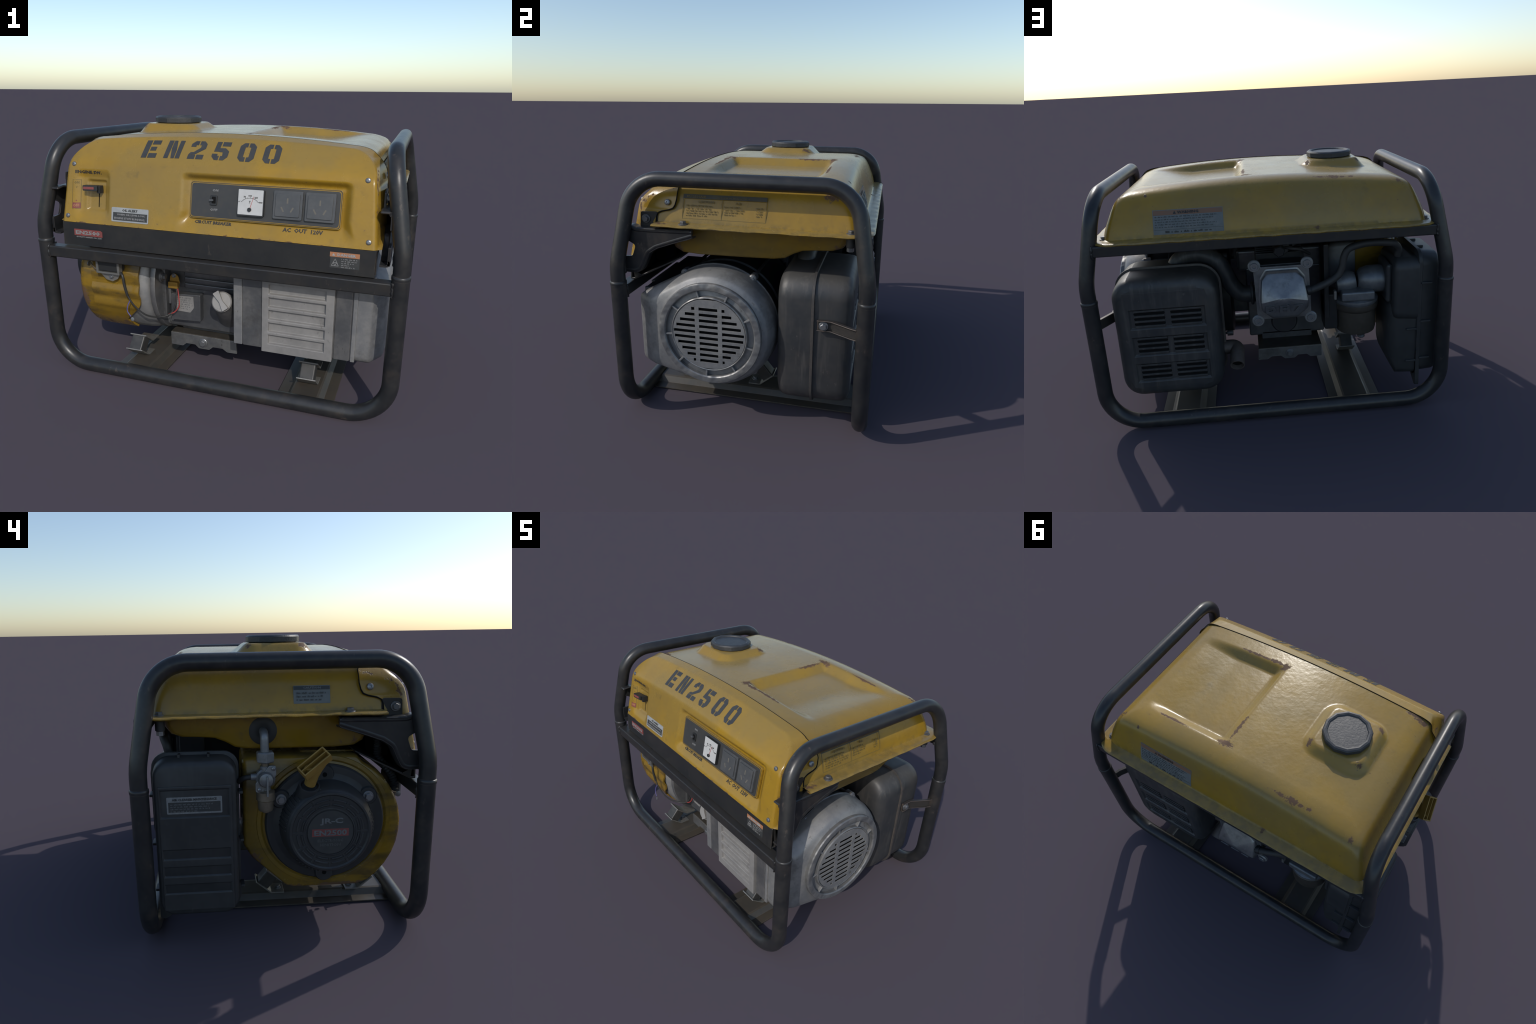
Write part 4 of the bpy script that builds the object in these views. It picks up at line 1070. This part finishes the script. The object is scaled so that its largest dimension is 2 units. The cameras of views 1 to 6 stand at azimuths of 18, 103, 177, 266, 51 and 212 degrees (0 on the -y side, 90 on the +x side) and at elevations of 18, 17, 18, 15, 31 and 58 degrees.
# low tension parts in front: coil, sensor, wires
def hull_shroud(inset=0.0):
    P = [(.186, .647), (.188, .443), (.147, .372), (-.020, .214), (-.054, .203), (-.375, .201)]
    for i in range(13):
        a = math.radians(-54 + (117) * i / 12); P.append((-.222 - .362 * math.cos(a), .515 + .362 * math.sin(a)))
    P += [(-.358, .872), (.053, .876), (.186, .871)]
    c = V((-.19, .54)); return [tuple(c + (V(p) - c) * (1 - inset)) for p in P]
shr = empty_group('fan_shroud')
SP = round_poly(hull_shroud(), [.03, .04, .02, .02, .03, .03] + [0] * 13 + [.02, .02, .03], 3)
rings = []
for x, k in ((-.535, .0), (-.75, .0), (-.770, .006), (-.782, .022), (-.787, .045)):
    c = V((-.19, .54)); rings.append([V((x, *(c + (V(p) - c) * (1 - k)))) for p in SP])
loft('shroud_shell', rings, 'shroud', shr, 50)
# raised front wrap that reaches back over the grey housing
wr = []
def crease(z):      # shallow horizontal folds pressed into the wrap
    return .366 + .007 * math.exp(-((z - .60) / .022) ** 2) - .006 * math.exp(-((z - .545) / .016) ** 2) + .006 * math.exp(-((z - .50) / .018) ** 2) - .006 * math.exp(-((z - .455) / .014) ** 2) + .006 * math.exp(-((z - .41) / .02) ** 2)
arcp = []
for i in range(91):
    a = math.radians(-52 + 115 * i / 90); r_ = crease(.515 + .366 * math.sin(a)); arcp.append((-.222 - r_ * math.cos(a), .515 + r_ * math.sin(a)))
arcp += [(-.355, .876), (-.1, .88)]
bm = bmesh.new(); rin = []
for (y, z) in arcp:
    c = V((-.19, .54)); n = (V((y, z)) - c).normalized(); xr = interp(z, [(.20, -.495), (.30, -.53), (.41, -.415), (.425, -.405)])
    rin.append([V((-.70, y, z)), V((xr, y, z)), V((xr, y - n.x * .012, z - n.y * .012)), V((-.70, y - n.x * .012, z - n.y * .012))])
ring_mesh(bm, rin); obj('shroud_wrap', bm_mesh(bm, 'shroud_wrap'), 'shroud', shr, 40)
rings = []
for x, k in ((-.54, .025), (-.50, .025), (-.425, .03), (-.385, .045), (-.362, .09), (-.352, .2)):
    c = V((-.19, .54)); rings.append([V((x, *(c + (V(p) - c) * (1 - k)))) for p in SP])
loft('crank_housing', rings, 'alloy', eng, 50)
for y, z in ((-.475, .575), (-.39, .285)):
    cyl('housing_boss', (-.40, y, z), (-.312, y, z), .034, 'alloyd', eng, 24); bolt('hex_bolt', (-.312, y, z), (1, 0, 0), .024, 'bolt', eng)
rings = []
for x, k in ((-.352, .16), (-.352, .07), (-.345, .06), (-.330, .06), (-.322, .07), (-.322, .2)):
    c = V((-.19, .54)); rings.append([V((x, *(c + (V(p) - c) * (1 - k)))) for p in SP])
loft('housing_flange', rings, 'alloyd', eng, 40)
coil = empty_group('ignition_coil', eng)
box('coil_core', (-.635, -.625, .625), (-.490, -.57, .72), 'coil', coil, .006)
for x in (-.632, -.502): box('coil_frame', (x, -.632, .618), (x + .014, -.60, .70), 'plate', coil, .002)
box('coil_frame', (-.632, -.632, .612), (-.488, -.60, .622), 'plate', coil, .002)
prism('coil_foot', round_poly([(-.625, .612), (-.495, .612), (-.515, .582), (-.545, .565), (-.585, .572)], .006), -.003, .003, XZ(-.608), 'plate', coil, .001)
bolt('hex_bolt', (-.552, -.612, .594), (0, -1, 0), .015, 'bolt', coil)
tube('wire_sleeve', smooth_path([(-.487, -.62, .625), (-.468, -.632, .61), (-.462, -.632, .56), (-.452, -.625, .50)], 6), .0075, 'blackw', coil, 10)
tube('wire', smooth_path([(-.452, -.625, .50), (-.42, -.615, .44), (-.37, -.585, .38), (-.32, -.53, .35), (-.27, -.49, .36), (-.242, -.47, .42), (-.243, -.45, .505)], 8), .0045, 'blackw', coil, 8)
tube('wire', smooth_path([(-.278, -.492, .358), (-.245, -.48, .372), (-.222, -.47, .41), (-.228, -.46, .46), (-.236, -.452, .505)], 8), .0035, 'redw', coil, 8)
tube('wire', smooth_path([(-.44, -.622, .47), (-.452, -.63, .44), (-.452, -.635, .41), (-.43, -.64, .385)], 6), .0032, 'bluew', coil, 8)
lathe('wire_ring', [(.004, 0), (.011, .001), (.011, .004), (.004, .005)], (-.418, -.642, .372), (0, -1, .2), 'bolt', coil, 16)
tube('wire', smooth_path([(-.78, -.50, .70), (-.73, -.56, .665), (-.66, -.61, .635), (-.63, -.62, .63)], 6), .004, 'brass', coil, 8)
sen = empty_group('oil_sensor', eng)
prism('sensor_tab', round_poly([(-.292, .530), (-.228, .530), (-.236, .57), (-.262, .592), (-.285, .57)], [.003, .003, .02, .018, .02]), -.003, .003, XZ(-.437), 'sensor', sen, .001)
box('sensor_body', (-.291, -.462, .503), (-.232, -.434, .541), 'sensor', sen, .004)
bolt('hex_bolt', (-.262, -.441, .574), (0, -1, 0), .013, 'bolt', sen)
# cylinder with cooling fins, lying towards the rear
hd = empty_group('cylinder_head', eng)
box('cylinder_barrel', (-.19, .05, .575), (.085, .50, .875), 'dark', hd, .02)
for i in range(9): box('cooling_fin', (-.190 + .004 * (i % 2), .13 + .036 * i, .60), (.082, .138 + .036 * i, .915), 'dark', hd, .003)
prism('head_casting', rrect(-.19, .085, .575, .885, .03), 0.001, .10, XZ(.530), 'dark', hd, .01)
lathe('rocker_barrel', [(.065, 0), (.075, .01), (.075, .20), (.065, .21)], (-.055, .33, .545), (0, 1, .0), 'dark', hd, 32)
cyl('spark_plug_boot', (-.06, .40, .965), (-.06, .50, .968), .045, 'rubber', hd, 28)
cyl('spark_plug_cap', (-.045, .48, .962), (-.045, .555, .958), .033, 'dark', hd, 6, .2)
tube('plug_lead', smooth_path([(-.08, .50, .965), (-.12, .52, .962), (-.17, .50, .945), (-.22, .44, .90)], 6), .009, 'rubber', hd, 10)
tube('plug_lead', smooth_path([(-.12, .50, .975), (-.16, .49, .985), (-.23, .46, .985)], 6), .006, 'rubber', hd, 10)
vc = empty_group('valve_cover', hd)
VB = XZ(.545)
lug = [(.096, .889), (-.190, .889), (-.203, .568), (.091, .568)]
body = round_poly([(.098, .893), (.060, .880), (-.155, .880), (-.193, .893), (-.200, .862), (-.204, .740), (-.206, .60), (-.205, .566), (-.170, .575), (.055, .575), (.092, .566), (.094, .60), (.098, .74), (.102, .86)], .02, 4)
prism('cover_flange', body, 0, -.0175, VB, 'alloyd', vc, .005)
for i, (x, z) in enumerate(lug):
    cyl('cover_lug', (x, .545, z), (x, .5645, z), .034, 'tap', vc, 28)
    bolt('cap_screw', (x, .564, z), (0, 1, 0), .021, 'bolt', vc)
dome = [(.034, .862), (-.135, .862), (-.172, .815), (-.190, .700), (-.188, .650), (-.130, .590), (.015, .590), (.070, .645), (.075, .700), (.064, .815)]
d0 = round_poly(dome, .018, 4); cc = V((-.055, .725))
def dome_ring(k, y0, tilt=0): 
    return [V((*(cc + (V(p) - cc) * k), 0)) for p in d0]
rings = []
for k, y in ((1.06, .558), (1.05, .566), (1.0, .568), (.985, .580)):
    rings.append([V((cc.x + (p[0] - cc.x) * k, y, cc.y + (p[1] - cc.y) * k)) for p in d0])
for k, dy in ((.97, .0), (.94, .005), (.90, .008), (.82, .009), (.7, .009), (.58, .009), (.46, .009), (.34, .009), (.22, .009), (.10, .009), (.02, .009)):
    rr = []
    for p in d0:
        x, z = cc.x + (p[0] - cc.x) * k, cc.y + (p[1] - cc.y) * k
        y = .640 - max(0, z - .72) * .62 - max(0, .70 - z) * .30 + dy - .012; rr.append(V((x, y, z)))
    rings.append(rr)
loft('cover_dome', rings, 'cover', vc, 40)
for ch, xx in (('D', .02), ('H', -.055), ('7', -.13)):
    text('cast_letter', ch, (-xx, .660), .052, .046, lambda u, v, w: V((-u, .637 - max(0, .70 - v) * .30 + (w + .0006) * 5.0, v)), 'cover', vc, 2)
# breather hose to the filter box
tube('breather_hose', smooth_path([(-.185, .585, .735), (-.22, .58, .742), (-.30, .56, .765), (-.36, .55, .80), (-.385, .55, .85), (-.395, .55, .905), (-.425, .55, .95), (-.51, .55, .972), (-.60, .55, .972), (-.67, .545, .960), (-.70, .53, .925), (-.70, .52, .88)], 6), .020, 'rubber', hd, 16)
cyl('hose_clip', (-.183, .585, .735), (-.207, .583, .740), .026, 'dark', hd, 20)
# exhaust pipe
tube('exhaust_pipe', smooth_path([(.06, .30, .63), (.12, .30, .628), (.18, .30, .635), (.232, .30, .69), (.268, .30, .775), (.315, .30, .855), (.40, .29, .893), (.49, .285, .885), (.542, .282, .845), (.552, .282, .79)], 8), .050, 'muffler', hd, 24)
cyl('exhaust_flange', (.105, .30, .632), (.125, .30, .632), .07, 'muffler', hd, 28)

# ================================================================== carburettor
car = empty_group('carburettor')
CC = (-.482, .425)
lathe('fuel_bowl', [(.0, .415), (.095, .415), (.112, .421), (.117, .44), (.118, .555), (.127, .562), (.131, .575), (.131, .598), (.125, .604)], (*CC, 0), (0, 0, 1), 'carb', car, 40)
lathe('bowl_rim', [(.10, .600), (.128, .602), (.132, .612), (.130, .624), (.112, .636), (.06, .640), (0, .640)], (*CC, 0), (0, 0, 1), 'carbt', car, 40)
box('choke_block', (-.572, .40, .632), (-.382, .545, .688), 'carbt', car, .012, 3)
cyl('drain_screw', (-.50, .50, .388), (-.50, .50, .408), .022, 'bolt', car, 16, .3)
lathe('intake_throat', [(.03, 0), (.055, .01), (.066, .05), (.064, .09), (.05, .12)], (-.36, .43, .705), (-1, 0, .1), 'carbt', car, 32)
lathe('intake_throat', [(.045, 0), (.066, .02), (.078, .06), (.080, .12), (.078, .145)], (-.49, .44, .725), (-1, 0, 0), 'carbt', car, 32)
box('intake_flange', (-.318, .36, .52), (-.290, .50, .965), 'dark', car, .008)
box('intake_block', (-.37, .35, .44), (-.29, .48, .66), 'dark', car, .012)
box('throttle_plate', (-.352, .52, .655), (-.338, .55, .705), 'plate', car, .002)

# ================================================================== air filter box
air = empty_group('air_filter')
AYc, AZc = .4, .53
def yz_ring(x, y0, y1, z0, z1, r, k=6): return [V((x, a, b)) for a, b in rrect(y0, y1, z0, z1, r, k)]
loft('filter_flange', [yz_ring(x, *q) for x, q in ((-.798, (.206, .590, .142, .914, .07)), (-.801, (.202, .594, .138, .918, .07)), (-.819, (.202, .594, .138, .918, .07)), (-.822, (.206, .590, .142, .914, .07)))], 'airbox', air, 40)
prism('flange_ear', round_poly([(.48, .145), (.50, .30), (.594, .32), (.597, .10), (.575, .092)], .010), -.022, .0, YZ(-.798), 'airbox', air, .002)
cv = [(-.815, .212, .586, .158, .906, .075), (-.905, .216, .582, .164, .898, .07), (-.917, .221, .577, .170, .890, .065), (-.924, .232, .566, .182, .872, .055)]
loft('filter_cover', [yz_ring(*q) for q in cv], 'airbox', air, 50)
YM = YZ(-.9245) @ Matrix.Scale(-1, 4, (1, 0, 0)) @ Matrix.Identity(4)
AM = frame_axes((-.930, 0, 0), (0, -1, 0), (0, 0, 1))          # u = -y, w points -x
pk = [(-.552, -.250, .647, .774), (-.552, -.250, .448, .496), (-.552, -.250, .364, .412), (-.552, -.250, .279, .326)]
pocket_plate('filter_cover_face', -.560, -.238, .195, .790, pk, .008, .012, AM, 'airbox', air, .004, .004)
aw = lambda u, v, w: V((-.9235 - w, -u, v))
flat('filter_label', rrect(-.524, -.282, .664, .741, .004, 2), aw, 'greyink', air, -.004, .0022)
flat('label_field', [(-.517, .672), (-.289, .672), (-.289, .718), (-.517, .718)], aw, 'labd', air, 0, .003)
text('label_lettering', 'AIR CLEANER MAINTENANCE', (-.403, .7295), .195, .011, lambda u, v, w: aw(u, v, w + .0024), 'labd', air, 1)
print_lines('label_print', -.508, -.30, .705, .0105, 4, .006, lambda u, v, w: aw(u, v, w + .003), 'dimink', air, 51, .45)
for z in (.73, .50, .27):
    for y in (.597, .199): box('cover_clip', (-.875, y - .012, z), (-.815, y + .006, z + .012), 'airbox', air, .003)
for y in (.33, .46): box('cover_clip', (-.86, y, .895), (-.815, y + .012, .915), 'airbox', air, .003)
# engine side half: lower tray and the fuller upper chamber
loft('filter_tray', [yz_ring(-.802, .215, .58, .155, .62, .05), yz_ring(-.69, .22, .575, .16, .62, .05), yz_ring(-.66, .25, .55, .22, .60, .05), yz_ring(-.645, .28, .52, .26, .58, .05)], 'airbox', air, 45)
loft('filter_chamber', [yz_ring(-.802, .25, .60, .50, .88, .06), yz_ring(-.69, .26, .598, .51, .875, .06), yz_ring(-.672, .27, .588, .525, .86, .05), yz_ring(-.664, .29, .57, .55, .83, .05)], 'airbox', air, 45)
box('intake_collar', (-.668, .35, .61), (-.632, .55, .84), 'airbox', air, .02, 3)
for z in (.45, .25): box('tray_rib', (-.80, .57, z), (-.74, .592, z + .012), 'airbox', air, .003)

# ================================================================== muffler
muf = empty_group('muffler')
def xz_ring(y, x0, x1, z0, z1, r): return [V((a, y, b)) for a, b in rrect(x0, x1, z0, z1, r, 7)]
MX0, MX1, MZ0, MZ1 = .300, .884, .142, .858
def muf_ring(y, ins, r): return xz_ring(y, MX0 + ins, MX1 - ins, MZ0 + ins, MZ1 - ins, r)
loft('muffler_front_half', [muf_ring(y, i, r) for y, i, r in ((.188, .075, .07), (.190, .045, .09), (.200, .02, .105), (.218, .006, .115), (.245, 0, .12), (.376, 0, .12))], 'muffler', muf, 50)
loft('muffler_rear_half', [muf_ring(y, i, r) for y, i, r in ((.380, .002, .118), (.500, .004, .115), (.535, .008, .11), (.555, .018, .10), (.567, .036, .09), (.5715, .055, .08), (.5718, .072, .004))], 'muffler', muf, 50, cap1=False)
loft('muffler_seam', [muf_ring(y, i, r) for y, i, r in ((.367, .0, .12), (.369, -.010, .13), (.381, -.010, .13), (.383, .0, .12))], worn('seam_steel', (.06, .056, .053), (.095, .08, .07), 12, (.45, .6), .2), muf, 40)
MB = frame_axes((0, .5722, 0), (-1, 0, 0), (0, 0, 1))        # rear face, u = -x
for z0, z1 in ((.568, .692), (.404, .528), (.240, .364)):
    pass
rows = [(.572, .690), (.408, .526), (.244, .362)]
pk = [(-.790, -.376, a, b) for a, b in rows]
pocket_plate('heat_shield', -(MX1 - .071), -(MX0 + .071), MZ0 + .071, MZ1 - .071, pk, .011, .02, MB, 'muffler', muf, .0045, .008)
for a, b in rows:
    for u0, u1 in ((-.765, -.597), (-.567, -.398)):
        bm = bmesh.new()
        for k in range(3):
            zc_ = b - .028 - .030 * k
            add_prism(bm, rrect(u0, u1, zc_ - .0085, zc_ + .0085, .008, 4), -.0108, -.0098, MB)
        obj('vent_slot', bm_mesh(bm, 'vent_slot'), 'void', muf, 0)
        for k in range(4):
            zc_ = b - .013 - .030 * k; box('vent_louvre', (-u1 + .002, .5615, zc_ - .006), (-u0 - .002, .5680, zc_ + .005), 'muffler', muf, .002)
tail = fillet_path([(.33, .37, .322), (.225, .37, .322), (.228, .435, .300), (.229, .505, .268)], [.055, .05], 8)
bm = bmesh.new(); ring_mesh(bm, tube_rings(tail, .042, 24) + [[p + (tail[-1] - p) * .12 for p in tube_rings(tail, .042, 24)[-1]]] + [[p + (tail[-3] - tail[-1]) * .6 for p in [q + (tail[-1] - q) * .12 for q in tube_rings(tail, .042, 24)[-1]]]], True, True, False)
obj('tail_pipe', bm_mesh(bm, 'tail_pipe'), worn('tail_pipe_steel', (.085, .068, .058), (.12, .10, .09), 14, (.5, .65), .2), muf, 45)
cyl('tail_pipe_mouth', tail[-3], V(tail[-1]) + (V(tail[-3]) - V(tail[-1])) * .3, .033, 'void', muf, 20)
st = [(.889, .400, .618), (.889, .470, .618), (.945, .565, .618), (.957, .600, .616)]
strap = worn('strap_steel', (.03, .028, .026), (.05, .042, .036), 12, (.45, .6), .2, edge=(.2, .14, .11))
strip('muffler_strap', st, (0, 0, 1), .052, .006, strap, muf)
for dz in (-.026, .026): strip('strap_flange', [(p[0] + .007, p[1], p[2] + dz) for p in st], (1, -.3, 0), .02, .005, strap, muf)
bolt('hex_bolt', (.893, .432, .615), (1, 0, 0), .024, 'bolt', muf)

# ================================================================== recoil starter
rec = empty_group('recoil_starter')
RY, RZ = -.202, .551
lathe('shroud_groove', [(.325, 0), (.322, .006), (.305, .008), (.296, .002), (.290, -.01), (.28, -.01)], (-.786, RY, RZ), (-1, 0, 0), 'shroud', rec, 72)
lathe('starter_plate', [(.285, -.01), (.285, .018), (.278, .026), (.25, .028), (.245, .028), (.22, .040), (.212, .10), (.20, .125), (.196, .134), (.188, .141), (.176, .142)], (-.79, RY, RZ), (-1, 0, 0), 'plastic', rec, 80)
DX = -.932
def spoke_ring(r0, r1, h, a0, a1, name, mat, w0=DX, n=10):
    bm = bmesh.new(); pts = [(r1 * math.cos(a0 + (a1 - a0) * i / n), r1 * math.sin(a0 + (a1 - a0) * i / n)) for i in range(n + 1)] + [(r0 * math.cos(a1 - (a1 - a0) * i / n), r0 * math.sin(a1 - (a1 - a0) * i / n)) for i in range(n + 1)]
    add_prism(bm, pts, 0, h, frame_axes((w0, RY, RZ), (0, -1, 0), (0, 0, 1)))
    bmesh.ops.recalc_face_normals(bm, faces=bm.faces); bevel(bm, .0015, 1, 40)
    return obj(name, bm_mesh(bm, name), mat, rec, 30)
lathe('drum_face', [(.190, -.03), (.191, -.002), (.186, .005), (.178, .006), (.172, .001), (.17, -.012), (.118, -.012), (.116, .002), (.110, .003), (.106, -.003), (0, -.004)], (DX, RY, RZ), (-1, 0, 0), 'plastic', rec, 80)
lathe('grille_ring', [(.151, -.008), (.150, .003), (.140, .003), (.139, -.008)], (DX, RY, RZ), (-1, 0, 0), 'plastic', rec, 80)
lathe('grille_ring', [(.126, -.008), (.125, .003), (.117, .003), (.116, -.008)], (DX, RY, RZ), (-1, 0, 0), 'plastic', rec, 80)
for k in range(12):
    a = math.radians(30 * k + 15 * 0); w = .05
    spoke_ring(.112, .174, .0025, a - .03, a + .03, 'grille_spoke', 'plastic', DX + .0005, 3)
for k in range(12):
    a = math.radians(30 * k + 15); spoke_ring(.148, .156, .0045, a - .20, a + .20, 'grille_bar', 'plastic', DX - .001)
    spoke_ring(.128, .134, .0045, a - .19, a + .19, 'grille_bar', 'plastic', DX - .001)
# side louvres on the sloping wall
for a0 in (60, 175, 300, 20):
    for k in range(8):
        a = math.radians(a0 - 18 + 5 * k); x = -.835
        bm = bmesh.new(); add_prism(bm, [(-.832, .2230), (-.888, .2150), (-.914, .2035), (-.914, .19), (-.832, .19)], -.0032, .0032, frame_axes((0, RY, RZ), (1, 0, 0), (0, math.cos(a), math.sin(a))))
        bmesh.ops.recalc_face_normals(bm, faces=bm.faces)
        obj('side_louvre', bm_mesh(bm, 'side_louvre'), 'plastic', rec, 30)
rp = lambda u, v, w: V((DX - .0045 - w, RY - u, RZ + v))
lathe('badge_disc', [(.104, 0), (.104, .0025), (0, .0025)], (DX - .002, RY, RZ), (-1, 0, 0), 'labd', rec, 48)
text('starter_lettering', 'JR-C', (.004, .052), .105, .033, rp, 'dimink', rec, 3)
flat('starter_stripe', [(-.084, -.019), (.084, -.019), (.084, .017), (-.084, .017)], rp, 'red', rec, -.001, .0008)
text('starter_lettering', 'EN2500', (0, -.001), .150, .027, lambda u, v, w: rp(u, v, w + .001), 'dimink', rec, 2)
text('starter_lettering', 'ELECTRONIC', (0, -.039), .118, .014, rp, 'inkl', rec, 1)
text('starter_lettering', 'IGNITION', (0, -.060), .095, .014, rp, 'inkl', rec, 1)
for y, z in ((.009, .681), (-.401, .681), (-.194, .793), (-.20, .302)):
    lathe('starter_boss', [(.048, 0), (.046, .022), (.040, .030), (.030, .030)], (-.80, y, z), (-1, 0, 0), 'plastic', rec, 28)
    if z > .70 or z < .4: cyl('boss_hole', (-.826, y, z), (-.8307, y, z), .011, 'void', rec, 16, 0)
    else: bolt('hex_bolt', (-.830, y, z), (-1, 0, 0), .026, 'bolt', rec)
# rope guide and T handle
gd = V((-.38, .0, .92)).normalized()
lathe('rope_guide', [(.075, -.05), (.062, .0), (.052, .04), (.046, .055), (.040, .055), (.036, .04)], (-.865, -.113, .715), (-.45, 0, .89), 'plastic', rec, 36)
hg = empty_group('pull_handle', rec)
A_, B_, C_, D_ = V((-.997, -.076, .840)), V((-.957, -.037, .862)), V((-.972, -.193, .925)), V((-.932, -.154, .947))
ud = (C_ - A_); wd = (B_ - A_); L1, W1 = ud.length, wd.length; nd_ = ud.cross(wd).normalized()
if nd_.x > 0: nd_ = -nd_
u_ = ud.normalized(); v_ = nd_.cross(u_); cen = (A_ + B_ + C_ + D_) / 4
hm = Matrix((u_, v_, nd_)).transposed().to_4x4(); hm.translation = cen
hl, hwid = L1 / 2, W1 / 2
pocket_plate('handle_bar', -hl, hl, -hwid, hwid, [(-hl + .007, hl - .007, -hwid + .007, -.0025), (-hl + .007, hl - .007, .0025, hwid - .007)], .034, .048, hm, 'grip', hg, .003, .001)
root = V((-.893, -.113, .770)); bot = cen - nd_ * .046
rings = []
for f, a, b in ((0, .062, .024), (.25, .046, .024), (.55, .032, .024), (1, .026, .026)):
    c = bot.lerp(root, f); ax = (root - bot).normalized(); uu = (u_ - ax * u_.dot(ax)).normalized(); vv = ax.cross(uu)
    rings.append([c + uu * a * math.cos(t) + vv * b * math.sin(t) for t in [2 * PI * i / 24 for i in range(24)]])
loft('handle_stem', rings, 'grip', hg, 50)

# ================================================================== fuel tap
tap = empty_group('fuel_tap')
lathe('tap_flange', [(.066, 0), (.066, .006), (.056, .012), (.030, .012), (.026, .010)], (-.785, .086, .998), (-1, 0, 0), 'rubber', tap, 36)
tube('tap_pipe', fillet_path([(-.79, .086, .998), (-.850, .086, .998), (-.850, .084, .90)], .035, 8), .0195, 'tap', tap, 20)
cyl('tap_nut', (-.850, .083, .868), (-.850, .083, .916), .043, 'tap', tap, 6, .12, a0=.3)
cyl('tap_neck', (-.850, .083, .845), (-.850, .083, .87), .018, 'brass', tap, 16)
cyl('tap_body', (-.825, .083, .794), (-.868, .083, .794), .045, 'tap', tap, 28)
cyl('tap_spout', (-.848, .083, .73), (-.848, .083, .85), .024, 'tap', tap, 20)
prism('tap_plate', round_poly([(-.047, -.02), (-.047, -.062), (-.015, -.062), (.047, .018), (.047, .062), (.015, .062)], .012), .0, .012, frame_axes((-.866, .083, .794), (0, -1, 0), (0, 0, 1)), 'tap', tap, .003)
lathe('tap_knob', [(.036, 0), (.036, .008), (.030, .022), (.015, .028), (0, .029)], (-.876, .083, .794), (-1, 0, 0), 'tap', tap, 28)
box('tap_lever', (-.918, .074, .722), (-.900, .084, .815), 'tap', tap, .004)
for dy, dz in ((.030, -.048), (-.034, .048)): bolt('pan_screw', (-.878, .083 + dy, .794 + dz), (-1, 0, 0), .010, 'bolt', tap)
lathe('sediment_bowl', [(.03, .738), (.043, .732), (.043, .694), (.037, .690), (.037, .655), (.032, .642), (.018, .638), (.016, .632), (0, .632)], (-.855, .083, 0), (0, 0, 1), 'brass', tap, 28)
cyl('tap_outlet', (-.85, .12, .80), (-.85, .150, .80), .016, 'tap', tap, 16)
tube('fuel_hose', smooth_path([(-.85, .145, .80), (-.845, .175, .795), (-.82, .20, .775), (-.76, .22, .74), (-.65, .28, .68)], 6), .012, 'rubber', tap, 12)

# corrugated loom from the lower box down to the engine
path = smooth_path([(-.70, -.47, .955), (-.70, -.478, .91), (-.70, -.477, .872), (-.70, -.487, .83), (-.70, -.52, .788), (-.70, -.55, .748), (-.70, -.568, .705), (-.70, -.572, .66)], 14)
tube('wiring_loom', path, lambda f: .0185 + .0035 * math.sin(f * 150), 'rubber', ROOT, 14, 60)
lathe('loom_terminal', [(.006, 0), (.014, .002), (.014, .006), (.006, .008)], (-.70, -.592, .645), (-1, 0, 0), 'bolt', ROOT, 16)

# ------------------------------------------------------------------ tidy: thing > part > sub-part
base_name = lambda o: o.name.split('.')[0]
groups = [o for o in COL.objects if o.type == 'EMPTY' and o is not ROOT]
kids = {g.name: [o for o in COL.objects if o.parent is g and o.type == 'MESH'] for g in groups}
# the bent tubes and their collars are one welded frame
tubes = [o for o in kids['tube_frame'] if base_name(o) in ('lower_tube', 'tube_collar', 'end_hoop')]
bm = bmesh.new()
for o in tubes: bm.from_mesh(o.data)
one = obj('tube_frame_body', bm_mesh(bm, 'tube_frame_body', False), 'frame', ROOT, 50)
for o in tubes: kids['tube_frame'].remove(o); bpy.data.objects.remove(o)
kids['tube_frame'].append(one)
MAIN = {'tube_frame': 'tube_frame_body', 'fuel_tank': 'tank_shell', 'fuel_cap': 'cap_body', 'control_cowl': 'cowl_shell', 'fascia': 'fascia_sheet', 'outlet': 'outlet_body', 'lower_box': 'box_sheet',
        'support_bracket': 'bracket_arm', 'alternator': 'stator_shell', 'engine': 'crankcase', 'engine_mount': 'rubber_block', 'fan_shroud': 'shroud_shell', 'ignition_coil': 'coil_core', 'oil_sensor': 'sensor_body',
        'cylinder_head': 'cylinder_barrel', 'valve_cover': 'cover_dome', 'carburettor': 'fuel_bowl', 'air_filter': 'filter_cover', 'muffler': 'muffler_front_half', 'recoil_starter': 'starter_plate',
        'pull_handle': 'handle_bar', 'fuel_tap': 'tap_body'}
cowl_mesh = next(o for o in kids['control_cowl'] if base_name(o) == 'cowl_shell')
for o in kids['model_number']: o.parent = cowl_mesh
for g in groups:
    part = base_name(g)
    if part in MAIN:
        main = next(o for o in kids[g.name] if base_name(o) == MAIN[part]); main.parent = ROOT
        for o in kids[g.name]:
            if o is not main: o.parent = main
        name = part; bpy.data.objects.remove(g); main.name = name; main.data.name = name
    else: bpy.data.objects.remove(g)
bpy.context.view_layer.update()
